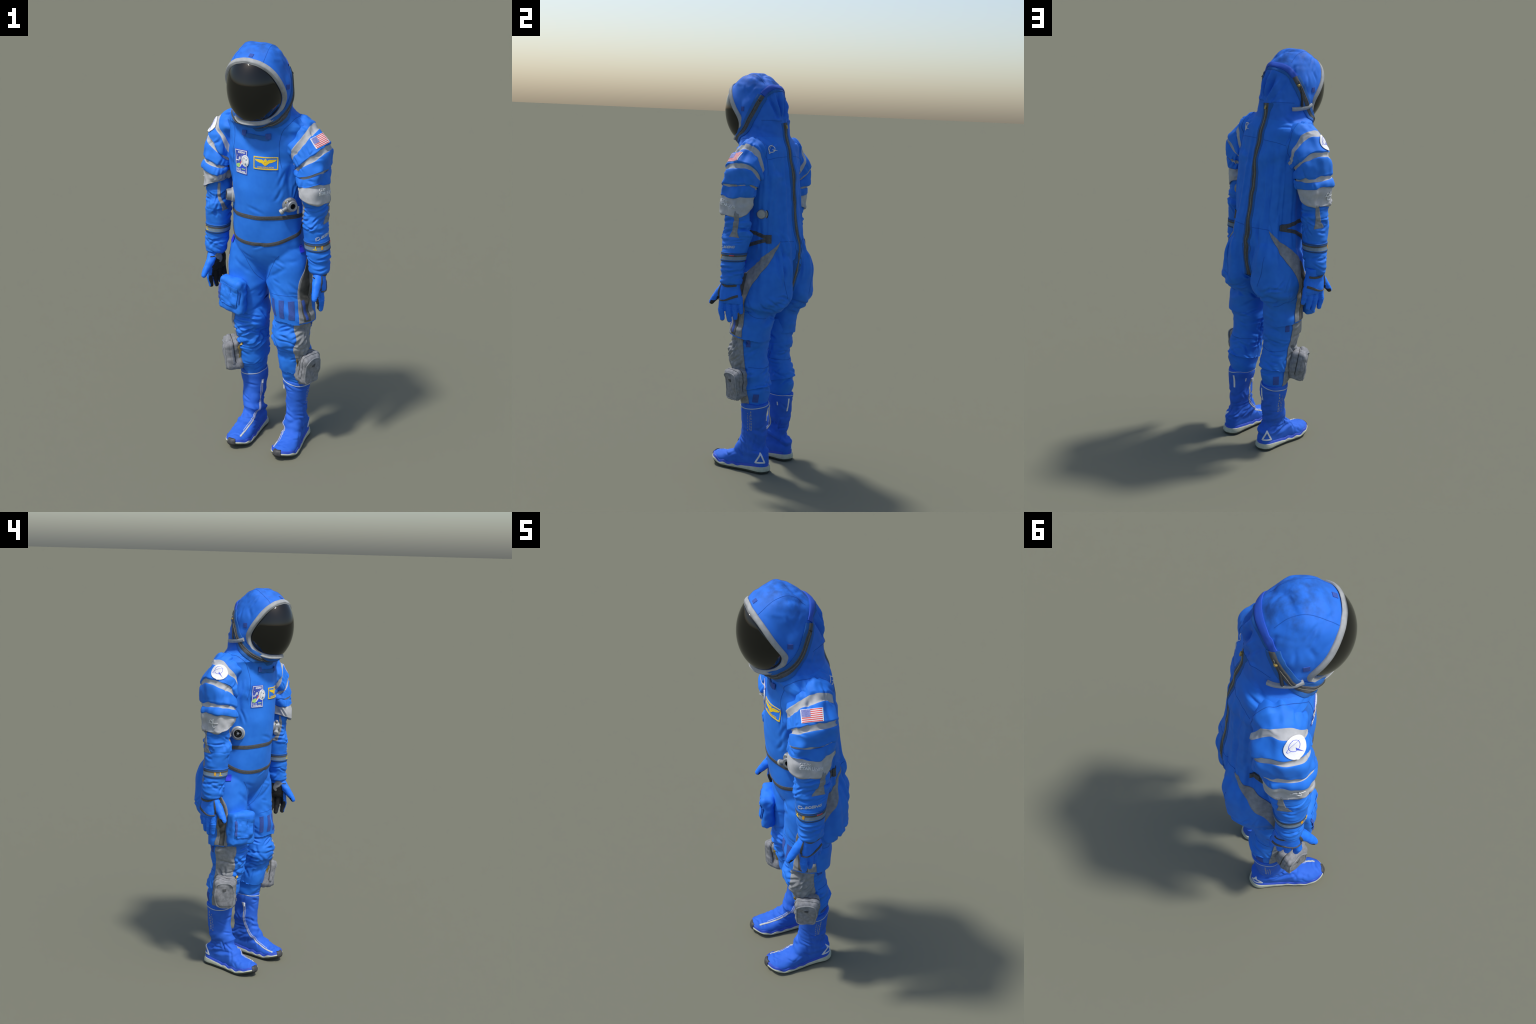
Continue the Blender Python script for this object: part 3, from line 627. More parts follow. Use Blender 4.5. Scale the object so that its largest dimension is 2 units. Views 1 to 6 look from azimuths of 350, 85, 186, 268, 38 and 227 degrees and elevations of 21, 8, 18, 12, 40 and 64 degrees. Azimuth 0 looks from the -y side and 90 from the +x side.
def build_shin(s):
    n = 144; ca, sa = superellipse(n, 2.25)
    tab = LEG_L if s > 0 else LEG_R
    # rows: (z, radial offset); the calf cover ends in a flared hem
    zs = list(np.linspace(.755, .43, 130)); off = [0.0] * len(zs)
    off = [.010 * smoothstep(.56, .43, np.array([z]))[0] for z in zs]
    zs += [.428, .429, .436, .440]; off += [.009, .002, -.002, -.004]
    z2 = list(np.linspace(.436, .315, 44)); zs += z2; off += [-.003] * len(z2)
    T = curve_table(tab, zs)
    V = []
    for k, ((cx, cy, a, b), z, o) in enumerate(zip(T, zs, off)):
        bk = np.clip(sa, 0, 1)
        oo = o * (.35 + .65 * bk) if o > 0 else o
        hemz = .018 * np.clip(-sa, -1, 1) * smoothstep(.47, .43, np.array([z]))[0]
        V.append(np.stack([cx + (a + oo) * ca, cy + (b + oo) * sa, z - hemz + np.zeros(n)], 1))
    R = len(V); V = np.concatenate(V); F = loft_faces(R, n); Nn = vertex_normals(V, F)
    cen = V.reshape(R, n, 3).mean(1).repeat(n, 0)
    if ((V - cen) * Nn).sum() < 0: Nn = -Nn
    z = V[:, 2]; front = smoothstep(.08, .0, V[:, 1])
    q = np.stack([V[:, 0], V[:, 1], z + .35 * np.abs(V[:, 0] - (.136 if s > 0 else -.094))], 1)
    knee = smoothstep(.70, .66, z) * smoothstep(.46, .53, z)
    d = .018 * folds(q, 8, 8, 24, 70 + s) * knee * (.3 + .7 * front)
    d += .009 * folds(q, 9, 9, 22, 72 + s) * (1 - knee)
    d += .0025 * folds(V, 24, 24, 24, 74 + s)
    for zc, dep in ((.565, .008), (.60, .006), (.528, .007)):     # knee tucks
        zz = z - .16 * (V[:, 0] - (.136 if s > 0 else -.094)) * (1 if dep > .0065 else -1) + .014 * noise(V * 20, 76)
        d -= dep * np.exp(-((zz - zc) / .006) ** 2) * front * (.6 + .6 * noise(V * np.array([14, 14, 3]), 77 + s))
    kc = .136 if s > 0 else -.094
    d += creases(V, Nn, [
        (34, (V[:, 1] < .08) & (z > .50) & (z < .69), lambda c: (1, 0, .35 * np.sign(c[0] - kc)), .3, (.025, .055), (.004, .008), (.004, .0075)),
        (22, (V[:, 1] > .05) & (z > .45) & (z < .69), lambda c: (1, 0, -.2 * np.sign(c[0] - kc)), .25, (.025, .055), (.004, .008), (.002, .0045)),
        (16, (z > .33) & (z < .50), (1, .3, .1), .3, (.02, .05), (.004, .007), (.002, .004))], 220 + s)
    V = V + Nn * d[:, None]
    ob = new_object('trouser_leg', V, F, [BLUE]); fix_normals(ob); return ob
shins = {s: build_shin(s) for s in (1, -1)}

# ------------------------------------------------------------------ boots
def foot_sections(s):
    # y, centre x, half width, top z, bottom z
    if s > 0:
        return [(.174, .142, .018, .070, .030), (.167, .142, .031, .100, .020), (.142, .142, .040, .14, .016), (.10, .144, .043, .16, .016), (.05, .148, .046, .162, .016), (.02, .152, .049, .145, .016),
                (-.02, .155, .053, .100, .016), (-.06, .157, .056, .070, .018), (-.09, .156, .055, .063, .020), (-.115, .153, .046, .059, .022), (-.132, .150, .033, .054, .025), (-.142, .148, .016, .046, .030)]
    return [(.164, -.093, .018, .070, .030), (.157, -.093, .031, .100, .020), (.134, -.093, .040, .14, .016), (.09, -.093, .043, .16, .016), (.04, -.092, .046, .164, .016), (.01, -.091, .049, .150, .016),
            (-.03, -.092, .054, .108, .016), (-.07, -.093, .057, .076, .018), (-.10, -.093, .056, .069, .020), (-.127, -.095, .046, .064, .024), (-.146, -.097, .033, .059, .028), (-.156, -.098, .016, .050, .033)]
BOOT_L = [(.352, .137, .086, .066, .069), (.34, .137, .086, .066, .069), (.30, .140, .087, .061, .065), (.26, .141, .087, .053, .064), (.22, .140, .086, .048, .065), (.18, .139, .085, .044, .067), (.14, .139, .080, .043, .073), (.11, .140, .078, .043, .080), (.06, .145, .085, .042, .085)]
BOOT_R = [(.352, -.097, .085, .067, .068), (.34, -.097, .085, .067, .068), (.30, -.098, .087, .065, .061), (.26, -.096, .086, .060, .058), (.22, -.096, .083, .056, .057), (.18, -.096, .078, .052, .059), (.14, -.092, .071, .048, .067), (.11, -.091, .066, .045, .076), (.06, -.092, .078, .042, .085)]
def build_boot(s):
    sh = tube_loft(BOOT_L if s > 0 else BOOT_R, .352, .06, .005, 72, 2.2)
    sec = foot_sections(s); ys = np.linspace(sec[0][0], sec[-1][0], 70)
    T = curve_table(sec, ys); n = 60
    t = np.linspace(0, 2 * math.pi, n, endpoint=False); c, sn = np.cos(t), np.sin(t)
    V = []
    for y, (cx, w, zt, zb) in zip(ys, T):
        mid = zb + (zt - zb) * .28
        zz = np.where(sn > 0, mid + (zt - mid) * np.abs(sn) ** .9, mid - (mid - zb) * np.abs(sn) ** .5)
        V.append(np.stack([cx + w * np.sign(c) * np.abs(c) ** np.where(sn > 0, 1.0, .7), np.full(n, y), zz], 1))
    ft = (np.concatenate(V), loft_faces(len(ys), n, True, True))
    V, F = remesh([sh, ft], .0031, 10, .5)
    Nn = vertex_normals(V, F)
    z = V[:, 2]
    q = np.stack([V[:, 0], V[:, 1], z + .4 * V[:, 1]], 1)
    ank = smoothstep(.07, .10, z) * smoothstep(.24, .18, z)
    d = .012 * folds(q, 12, 12, 32, 80 + s) * ank + .005 * folds(q, 14, 14, 22, 82 + s) * smoothstep(.05, .09, z)
    d += creases(V, Nn, [
        (26, (z > .085) & (z < .20), lambda c: (1, .5, -.45), .35, (.02, .05), (.004, .007), (.002, .0042)),
        (20, (z > .18) & (z < .33), lambda c: (1, .2, -.3), .35, (.02, .05), (.004, .008), (.0015, .0032)),
        (14, (z > .05) & (z < .09) & (V[:, 1] < .0), (1, .4, 0), .3, (.015, .035), (.004, .007), (.001, .002))], 230 + s)
    V = V + Nn * d[:, None]
    # top edge: white binding dips at the front and is closed by the trouser inside
    ob = new_object('boot', V, F, BOOTBLUE); fix_normals(ob)
    return ob
boots = {s: build_boot(s) for s in (1, -1)}

def sole_outline(s, n=220):
    sec = foot_sections(s); ys = np.linspace(sec[0][0] + .003, sec[-1][0] - .002, 90)
    y0 = np.clip(ys, sec[-1][0], sec[0][0])
    T = curve_table(sec, y0); k = np.linspace(0, 1, 90)
    w = T[:, 1] * np.sqrt(np.clip(1 - (np.abs(k - .5) * 2) ** 14, 0, 1))
    right = np.stack([T[:, 0] + w, ys], 1); left = np.stack([T[:, 0] - w, ys], 1)[::-1]
    P = np.concatenate([right, left]); seg = np.linalg.norm(np.diff(np.vstack([P, P[:1]]), axis=0), axis=1)
    L = np.concatenate([[0], np.cumsum(seg)]); PP = np.vstack([P, P[:1]]); u = np.linspace(0, L[-1], n, endpoint=False)
    Q = np.stack([np.interp(u, L, PP[:, 0]), np.interp(u, L, PP[:, 1])], 1)
    for _ in range(5): Q = (np.roll(Q, 1, 0) + 2 * Q + np.roll(Q, -1, 0)) / 4
    return Q
def build_sole(s):
    Q = sole_outline(s); n = len(Q)
    tg = np.roll(Q, -1, 0) - np.roll(Q, 1, 0); tg /= np.linalg.norm(tg, axis=1, keepdims=True)
    nr = np.stack([tg[:, 1], -tg[:, 0]], 1)
    if ((Q - Q.mean(0)) * nr).sum() < 0: nr = -nr
    y = Q[:, 1]; ymin, ymax = y.min(), y.max(); f = (y - ymin) / (ymax - ymin)     # 0 toe, 1 heel
    toe = .022 * smoothstep(.28, .0, f)
    wave = .0035 * np.sin(y * 120 + .6) * smoothstep(.72, .5, f) * smoothstep(.02, .15, f)
    top = .022 + .012 * smoothstep(.45, .95, f) + wave + toe * .8
    def row(off, z, o=0.0): return np.stack([Q[:, 0] + nr[:, 0] * off, Q[:, 1] + nr[:, 1] * off, z], 1)
    heelflare = .006 * smoothstep(.75, 1.0, f)
    rows = [row(-.012, toe + .0), row(.000, toe + .0), row(.004 + heelflare, toe + .003), row(.005 + heelflare, toe + .007), row(.007 + heelflare, toe + .012), row(.007 + heelflare * .8, (toe + .012 + top) / 2),
            row(.0055 + heelflare * .5, top - .001), row(.004, top), row(.003, top + .001), row(.0025, top + .010), row(.000, top + .012), row(-.006, top + .012)]
    mi = [2, 2, 2, 2, 0, 0, 0, 1, 1, 1, 1]
    V = np.concatenate(rows); R = len(rows)
    F = loft_faces(R, n); fm = [mi[r] for r in range(R - 1) for i in range(n)]
    F.append(tuple(range(n))); fm.append(2)
    ob = new_object('sole', V, F, [CREAM, MIDSOLE, RUBBER], fm, parent=boots[s], angle=.9); fix_normals(ob)
    # dark toe guard
    sec = foot_sections(s); tipy = sec[-1][0]; cx = sec[-1][1]
    sel = [i for i in range(n) if f[i] < .10 and abs(Q[i, 0] - cx) < .021]
    sel.sort(key=lambda i: Q[i, 0])
    hs = [.020, .030, .040, .048, .052]
    Vt = []
    for h, o in zip(hs, (.0085, .0095, .0075, .002, -.006)):
        for i in sel: Vt.append((Q[i, 0] + nr[i, 0] * o, Q[i, 1] + nr[i, 1] * o, h + .004))
    m = len(sel); Ft = [(r * m + i, r * m + i + 1, (r + 1) * m + i + 1, (r + 1) * m + i) for r in range(len(hs) - 1) for i in range(m - 1)]
    tc = new_object('toe_guard', Vt, Ft, TOE, parent=boots[s])
    md = tc.modifiers.new('thick', 'SOLIDIFY'); md.thickness = .003
    return ob
for s in (1, -1): build_sole(s)
#DETAILS
# ------------------------------------------------------------------ surface-following pieces
def nearest(bvh, p):
    co, n, i, d = bvh.find_nearest(Vector(p))
    return np.array(co), np.array(n)

def drop(bvh, p, n, reach=.035):
    """outermost surface point met when coming in along -n"""
    h = bvh.ray_cast(Vector(p + n * reach), Vector(-n), reach * 2)
    return np.array(h[0]) if h[0] is not None else nearest(bvh, p)[0]

def smooth_path(pts, step=.004, closed=False):
    P = np.array(pts, float)
    if closed: P = np.vstack([P, P[:1]])
    if len(P) < 3:
        L = np.linalg.norm(P[1] - P[0]); k = max(2, int(L / step))
        return P[0] + (P[1] - P[0]) * np.linspace(0, 1, k + 1)[:, None]
    Q = np.vstack([P[-2] if closed else 2 * P[0] - P[1], P, P[1] if closed else 2 * P[-1] - P[-2]])
    out = []
    for i in range(1, len(Q) - 2):
        p0, p1, p2, p3 = Q[i - 1], Q[i], Q[i + 1], Q[i + 2]
        k = max(2, int(np.linalg.norm(p2 - p1) / step))
        for t in np.arange(k) / k:
            out.append(.5 * ((2 * p1) + (-p0 + p2) * t + (2 * p0 - 5 * p1 + 4 * p2 - p3) * t * t + (-p0 + 3 * p1 - 3 * p2 + p3) * t ** 3))
    if not closed: out.append(P[-1])
    return np.array(out)

def ribbon(name, pts, width, bvh, mat, height=.002, parent=None, closed=False, step=.004, shift=0.0, cross=None, base=0.0):
    """a flat strip of cloth or webbing lying on a surface; width may be a list along the path"""
    P = smooth_path(pts, step, closed); n = len(P)
    S = [nearest(bvh, p) for p in P]
    C = np.array([a for a, b in S]); Nn = np.array([b for a, b in S])
    for _ in range(8):
        Nn = (np.roll(Nn, 1, 0) + Nn + np.roll(Nn, -1, 0)) / 3 if closed else np.vstack([Nn[:1], (Nn[:-2] + Nn[1:-1] + Nn[2:]) / 3, Nn[-1:]])
        C = (np.roll(C, 1, 0) + C + np.roll(C, -1, 0)) / 3 if closed else np.vstack([C[:1], (C[:-2] + C[1:-1] + C[2:]) / 3, C[-1:]])
    Nn /= np.linalg.norm(Nn, axis=1, keepdims=True)
    T = (np.roll(C, -1, 0) - np.roll(C, 1, 0)) if closed else np.gradient(C, axis=0)
    side = np.cross(Nn, T); side /= np.maximum(np.linalg.norm(side, axis=1, keepdims=True), 1e-9)
    W = np.interp(np.linspace(0, 1, n), np.linspace(0, 1, len(width)), width) if isinstance(width, (list, tuple)) else np.full(n, width)
    m = cross or max(3, int(W.max() / .004))
    offs = np.linspace(-.5, .5, m)
    prof = [(-.5, -.0015)] + [(o, height * (1 - .35 * (abs(o) * 2) ** 6)) for o in offs] + [(.5, -.0015)]
    V = []
    for o, h in prof:
        for i in range(n):
            q = C[i] + side[i] * (W[i] * o + shift)
            co = drop(bvh, q, Nn[i])
            V.append(co + Nn[i] * (h + (base if h > 0 else 0)))
    V = np.array(V); R = len(prof); F = []
    for r in range(R - 1):
        for i in range(n if closed else n - 1):
            j = (i + 1) % n
            F.append((r * n + i, r * n + j, (r + 1) * n + j, (r + 1) * n + i))
    if not closed:
        F.append(tuple(r * n for r in range(R))); F.append(tuple(r * n + n - 1 for r in range(R - 1, -1, -1)))
    ob = new_object(name, V, F, mat, parent=parent, angle=.8)
    fix_normals(ob)
    return ob

def panel(name, edge_a, edge_b, bvh, mat, height=.0015, parent=None, rows=None, cols=None, wrinkle=0.0):
    """cloth panel ruled between two edge curves and laid on the surface"""
    def samp(e, k):
        P = smooth_path(e, .003); L = np.concatenate([[0], np.cumsum(np.linalg.norm(np.diff(P, axis=0), axis=1))]); u = np.linspace(0, L[-1], k)
        return np.stack([np.interp(u, L, P[:, i]) for i in range(3)], 1)
    k = rows or 90; A, B = samp(edge_a, k), samp(edge_b, k)
    c = cols or max(5, int(np.linalg.norm(A - B, axis=1).max() / .005))
    f = np.linspace(0, 1, c)
    G = A[:, None] * (1 - f)[None, :, None] + B[:, None] * f[None, :, None]
    near = [[nearest(bvh, G[i, j]) for j in range(c)] for i in range(k)]
    NG = np.array([[q[1] for q in r] for r in near]); G = np.array([[q[0] for q in r] for r in near])
    for _ in range(30):
        for M_ in (NG, G):
            if M_ is G: 
                if _ > 22: continue
            M_[1:-1] = (M_[:-2] + M_[1:-1] + M_[2:]) / 3
            M_[:, 1:-1] = (M_[:, :-2] + M_[:, 1:-1] + M_[:, 2:]) / 3
    NG /= np.linalg.norm(NG, axis=2, keepdims=True)
    V = []
    for i in range(k):
        for j in range(-1, c + 1):
            jj = min(max(j, 0), c - 1)
            edge = j < 0 or j >= c or i in (0, k - 1)
            V.append(drop(bvh, G[i, jj], NG[i, jj]) + NG[i, jj] * (-.0015 if edge else height))
    m = c + 2
    F = [(i * m + j, i * m + j + 1, (i + 1) * m + j + 1, (i + 1) * m + j) for i in range(k - 1) for j in range(m - 1)]
    ob = new_object(name, V, F, mat, parent=parent)
    bm = bmesh.new(); bm.from_mesh(ob.data); bmesh.ops.recalc_face_normals(bm, faces=bm.faces)
    bm.faces.ensure_lookup_table(); f0 = bm.faces[len(bm.faces) // 2]
    co, n = nearest(bvh, f0.calc_center_median())
    if f0.normal.dot(Vector(n)) < 0: bmesh.ops.reverse_faces(bm, faces=bm.faces)
    bm.to_mesh(ob.data); bm.free()
    return ob

def shape_mesh(polys, max_edge=.005):
    """2D polygons -> triangulated, subdivided mesh (verts 2D, faces)"""
    bm = bmesh.new()
    for poly in polys:
        vs = [bm.verts.new((x, y, 0)) for x, y in poly]
        bm.faces.new(vs)
    bmesh.ops.triangulate(bm, faces=bm.faces[:])
    for _ in range(6):
        long = [e for e in bm.edges if e.calc_length() > max_edge]
        if not long: break
        bmesh.ops.subdivide_edges(bm, edges=long, cuts=1)
        bmesh.ops.triangulate(bm, faces=[f for f in bm.faces if len(f.verts) > 3])
    bm.verts.index_update()
    V = [(v.co.x, v.co.y) for v in bm.verts]; F = [tuple(v.index for v in f.verts) for f in bm.faces]
    bm.free(); return V, F

def text_mesh(body, width, height=None, shear=0.0, bold=0.0):
    cu = bpy.data.curves.new('txt', 'FONT'); cu.body = body; cu.size = 1; cu.shear = shear; cu.offset = bold; cu.resolution_u = 3
    cu.align_x = 'CENTER'; cu.align_y = 'CENTER'; cu.fill_mode = 'FRONT'; cu.space_line = .85
    ob = bpy.data.objects.new('txt', cu); bpy.context.scene.collection.objects.link(ob)
    dg = bpy.context.evaluated_depsgraph_get(); me = bpy.data.meshes.new_from_object(ob.evaluated_get(dg))
    V = np.array([v.co[:2] for v in me.vertices]); F = [tuple(p.vertices) for p in me.polygons]
    bpy.data.objects.remove(ob); bpy.data.curves.remove(cu); bpy.data.meshes.remove(me)
    lo, hi = V.min(0), V.max(0); V = (V - (lo + hi) / 2) / (hi - lo)
    V = V * np.array([width, height or width * (hi - lo)[1] / (hi - lo)[0]])
    return [tuple(v) for v in V], F

class Frame:
    """where a flat mark is laid on the suit: origin, reading direction, up direction"""
    def __init__(self, origin, u, v, bvh):
        self.bvh = bvh
        u = np.array(u, float); u /= np.linalg.norm(u); v = np.array(v, float); v -= u * (u @ v); v /= np.linalg.norm(v)
        self.o, self.u, self.v, self.n = np.array(origin, float), u, v, np.cross(u, v)
    def place(self, x, y):
        p = self.o + self.u * x + self.v * y
        h = self.bvh.ray_cast(Vector(p + self.n * .05), Vector(-self.n), .11)
        if h[0] is None:
            co, n = nearest(self.bvh, p); return co, n
        n = np.array(h[1]); 
        if n @ self.n < 0: n = -n
        n = n + self.n * 1.2; n /= np.linalg.norm(n)
        return np.array(h[0]), n
def decal(name, mesh, frame, mat, off=.0015, parent=None, at=(0, 0), rot=0.0):
    V2, F2 = mesh; c, s = math.cos(rot), math.sin(rot)
    pl = [frame.place(at[0] + x * c - y * s, at[1] + x * s + y * c) for x, y in V2]
    k = len(V2)
    V = [co + n * off for co, n in pl]
    cnt = {}
    for f in F2:
        for a, b in zip(f, f[1:] + f[:1]): cnt[(min(a, b), max(a, b))] = cnt.get((min(a, b), max(a, b)), 0) + 1
    F = list(F2); low = {}
    for f in F2:
        for a, b in zip(f, f[1:] + f[:1]):
            if cnt[(min(a, b), max(a, b))] == 1:
                for i in (a, b):
                    if i not in low: low[i] = len(V); V.append(pl[i][0] + pl[i][1] * (off - .0022))
                F.append((b, a, low[a], low[b]))
    ob = new_object(name, V, F, mat, parent=parent, angle=.7)
    return ob

def rect(w, h, x=0, y=0): return [(x - w / 2, y - h / 2), (x + w / 2, y - h / 2), (x + w / 2, y + h / 2), (x - w / 2, y + h / 2)]
def disc(r, x=0, y=0, k=40, sy=1.0): return [(x + r * math.cos(a), y + sy * r * math.sin(a)) for a in np.linspace(0, 2 * math.pi, k, endpoint=False)]
def arc_band(r, w, a0, a1, k=36, sx=1.0, sy=1.0, rot=0.0, x=0, y=0, taper=False):
    A = np.radians(np.linspace(a0, a1, k)); f = np.linspace(0, 1, k)
    ww = w * (np.sin(math.pi * np.clip(f, .04, .96)) if taper else np.ones(k))
    quads = []
    def pt(r_, a): 
        px, py = r_ * math.cos(a) * sx, r_ * math.sin(a) * sy
        return (x + px * math.cos(rot) - py * math.sin(rot), y + px * math.sin(rot) + py * math.cos(rot))
    for i in range(k - 1):
        quads.append([pt(r - ww[i] / 2, A[i]), pt(r + ww[i] / 2, A[i]), pt(r + ww[i + 1] / 2, A[i + 1]), pt(r - ww[i + 1] / 2, A[i + 1])])
    return quads
def frame_border(w, h, t): 
    return [rect(w, t, 0, h / 2 - t / 2), rect(w, t, 0, -h / 2 + t / 2), rect(t, h - 2 * t, -w / 2 + t / 2, 0), rect(t, h - 2 * t, w / 2 - t / 2, 0)]
def globe_emblem(r, w):
    """ring, tilted orbit swoosh and a spike"""
    q = arc_band(r, w, 0, 358, 44)
    q += arc_band(r * 1.45, w * 1.6, 30, 250, 40, 1.0, .34, math.radians(55), 0, 0, True)
    q.append([(r * .15, -r * .15), (r * .55, -r * .62), (r * 2.05, -r * .62), (r * .62, -r * .35)])
    return q

def lathe(name, origin, axis, profile, mats, idx, parent=None, n=40):
    """turned part: profile of (radius, height along axis)"""
    a = np.array(axis, float); a /= np.linalg.norm(a)
    u = np.cross(a, [0, 0, 1.0]); u /= np.linalg.norm(u); w = np.cross(u, a)
    t = np.linspace(0, 2 * math.pi, n, endpoint=False)
    V = np.concatenate([np.array(origin) + h * a + r * (np.cos(t)[:, None] * u + np.sin(t)[:, None] * w) for r, h in profile])
    F = loft_faces(len(profile), n, True, True)
    fm = [idx[r] for r in range(len(profile) - 1) for i in range(n)] + [idx[0], idx[-1]]
    ob = new_object(name, V, F, mats, fm, parent=parent, angle=.5); fix_normals(ob); return ob

def rounded_box(name, centre, u, v, size, mat, bevel=.012, parent=None, seed=0, lump=.003, taper=0.0, sag=0.0, segs=3):
    """soft-sided box: u is its width direction, v its up direction, depth along u x v"""
    u = np.array(u, float); u /= np.linalg.norm(u); v = np.array(v, float); v -= u * (u @ v); v /= np.linalg.norm(v); n = np.cross(u, v)
    bm = bmesh.new(); bmesh.ops.create_cube(bm, size=1.0)
    for q in bm.verts: q.co = Vector((q.co.x * size[0], q.co.y * size[1], q.co.z * size[2]))
    bmesh.ops.bevel(bm, geom=bm.edges[:] + bm.verts[:], offset=bevel, segments=segs, affect='EDGES', profile=.5)
    for _ in range(5):
        long = [e for e in bm.edges if e.calc_length() > .009]
        if not long: break
        bmesh.ops.subdivide_edges(bm, edges=long, cuts=1, use_grid_fill=True)
    bmesh.ops.triangulate(bm, faces=[f for f in bm.faces if len(f.verts) > 4])
    bm.normal_update()
    L = np.array([q.co for q in bm.verts]); Nn = np.array([q.normal for q in bm.verts])
    L[:, 0] *= 1 + taper * (-L[:, 1] / size[1])
    L[:, 2] += sag * np.clip(-L[:, 1] / size[1] + .2, 0, 1) * (L[:, 2] > 0)
    L += Nn * (lump * folds(L + seed, 22, 22, 22, 90 + seed) + .4 * lump * folds(L + seed, 60, 60, 60, 95 + seed))[:, None]
    W = np.array(centre) + L[:, :1] * u + L[:, 1:2] * v + L[:, 2:3] * n
    F = [tuple(x.index for x in f.verts) for f in bm.faces]
    bm.free()
    ob = new_object(name, W, F, mat, parent=parent); fix_normals(ob)
    return ob, (np.array(centre), u, v, n)

# surfaces to lay things on
ARM_BVH = {s: bvh_of(arms[s]) for s in arms}
SHOULDER_BVH = {}
for s in (1, -1):
    vs = [Vector(v) for v in BV] + [v.co.copy() for v in arms[s].data.vertices]
    SHOULDER_BVH[s] = BVHTree.FromPolygons(vs, list(BF) + [tuple(i + len(BV) for i in p.vertices) for p in arms[s].data.polygons])
HAND_BVH = {s: bvh_of(hands[s]) for s in hands}
SHIN_BVH = {s: bvh_of(shins[s]) for s in shins}
BOOT_BVH = {s: bvh_of(boots[s]) for s in boots}
BAND_BVH = {s: bvh_of(bands[s]) for s in bands}
TORSO_OB, HOOD_OB = body['torso'], body['hood']
LEGS = {1: body['leg'], -1: body['leg.001']}
mir = lambda pts, s: [(s * x, y, z) for x, y, z in pts]

# ---- neck ring zipper round the face
NECK = [(.100, .027, 1.884), (.108, .018, 1.862), (.117, .010, 1.840), (.127, -.003, 1.805), (.135, -.022, 1.764), (.134, -.043, 1.727), (.129, -.072, 1.697), (.113, -.102, 1.675), (.078, -.128, 1.656), (.035, -.134, 1.642), (0, -.135, 1.639)]
NECK = NECK + [(-x, y, z) for x, y, z in NECK[-2::-1]]
neck = ribbon('neck_zipper', NECK, .052, BODY_BVH, TAPE, .0065, parent=HOOD_OB, cross=11)
ribbon('zipper_tape', NECK[0:1] + NECK[1:-1] + NECK[-1:], .024, BODY_BVH, BLACK, .0095, parent=neck, cross=6)
ribbon('zipper_teeth', NECK[1:-1], .003, BODY_BVH, TEETH, .0108, parent=neck, cross=3)
ribbon('zipper_cord', NECK[1:-1], .007, BODY_BVH, DARK, .0104, parent=neck, cross=3, shift=-.0065)

# ---- back zipper
BACK = [(.000, .100, 1.757), (.000, .116, 1.70), (.001, .137, 1.62), (.001, .150, 1.55), (.002, .157, 1.485), (-.003, .163, 1.41), (-.005, .172, 1.36), (.002, .177, 1.33), (.000, .191, 1.25), (-.001, .203, 1.165), (.001, .209, 1.08), (.002, .207, 1.0), (.001, .197, .935), (.001, .192, .915)]
bz = ribbon('back_zipper', BACK, .046, BODY_BVH, TAPE, .0018, parent=TORSO_OB, cross=9)
ribbon('zipper_tape', BACK, .0235, BODY_BVH, BLACK, .0034, parent=bz, cross=5)
ribbon('zipper_teeth', BACK[0:], .0032, BODY_BVH, TEETH, .0062, parent=bz, cross=3)
rounded_box('zipper_slider', (-.001, .112, 1.738), (1, 0, 0), (0, -.35, 1), (.009, .018, .007), BRASS, .002, parent=bz, lump=0)

# ---- hood band, stitched tape, velcro squares, pull tab
BANDB = [(-.098, .020, 1.882), (-.088, .030, 1.900), (-.068, .039, 1.918), (-.034, .050, 1.931), (.010, .053, 1.934), (.052, .043, 1.928), (.076, .034, 1.911), (.094, .022, 1.890)]
ribbon('hood_strap', BANDB, .028, BODY_BVH, STRAPBLUE, .0055, parent=HOOD_OB, cross=7)
ribbon('hood_tape', [(x * 1.02, y + .012, z - .021) for x, y, z in BANDB], .013, BODY_BVH, TAPE, .0025, parent=HOOD_OB)
SIDE = Frame((.138, -.063, 1.817), (0, 1, 0), (.0, .0, 1), BODY_BVH)
decal('velcro_square', shape_mesh([rect(.020, .022)]), SIDE, VELCRO, .002, HOOD_OB)
decal('velcro_square', shape_mesh([rect(.020, .022)]), Frame((-.134, -.069, 1.822), (0, -1, 0), (0, 0, 1), BODY_BVH), VELCRO, .002, HOOD_OB)
decal('velcro_square', shape_mesh([rect(.018, .018)]), Frame((.015, -.168, 1.955), (1, 0, 0), (0, .6, .8), BODY_BVH), VELCRO, .002, HOOD_OB)
ribbon('pull_tab', [(-.141, -.062, 1.750), (-.137, -.030, 1.745), (-.122, .010, 1.741), (-.104, .040, 1.738)], .017, BODY_BVH, TRIM, .009, parent=neck, base=.004)
ribbon('pull_strap', [(-.112, .012, 1.855), (-.120, .006, 1.82), (-.127, .004, 1.785), (-.131, .002, 1.752)], .011, BODY_BVH, DARK, .0125, parent=neck)
lathe('zipper_slider', (-.114, .014, 1.846), (-.85, .5, .15), [(.001, 0), (.006, .002), (.007, .012), (.004, .016), (.001, .0165)], [BRASS], [0] * 4, neck, 20)
rounded_box('zipper_slider', (.113, .019, 1.862), (0, .6, .8), (0, -.8, .6), (.010, .016, .012), DARK, .002, parent=neck, lump=0)

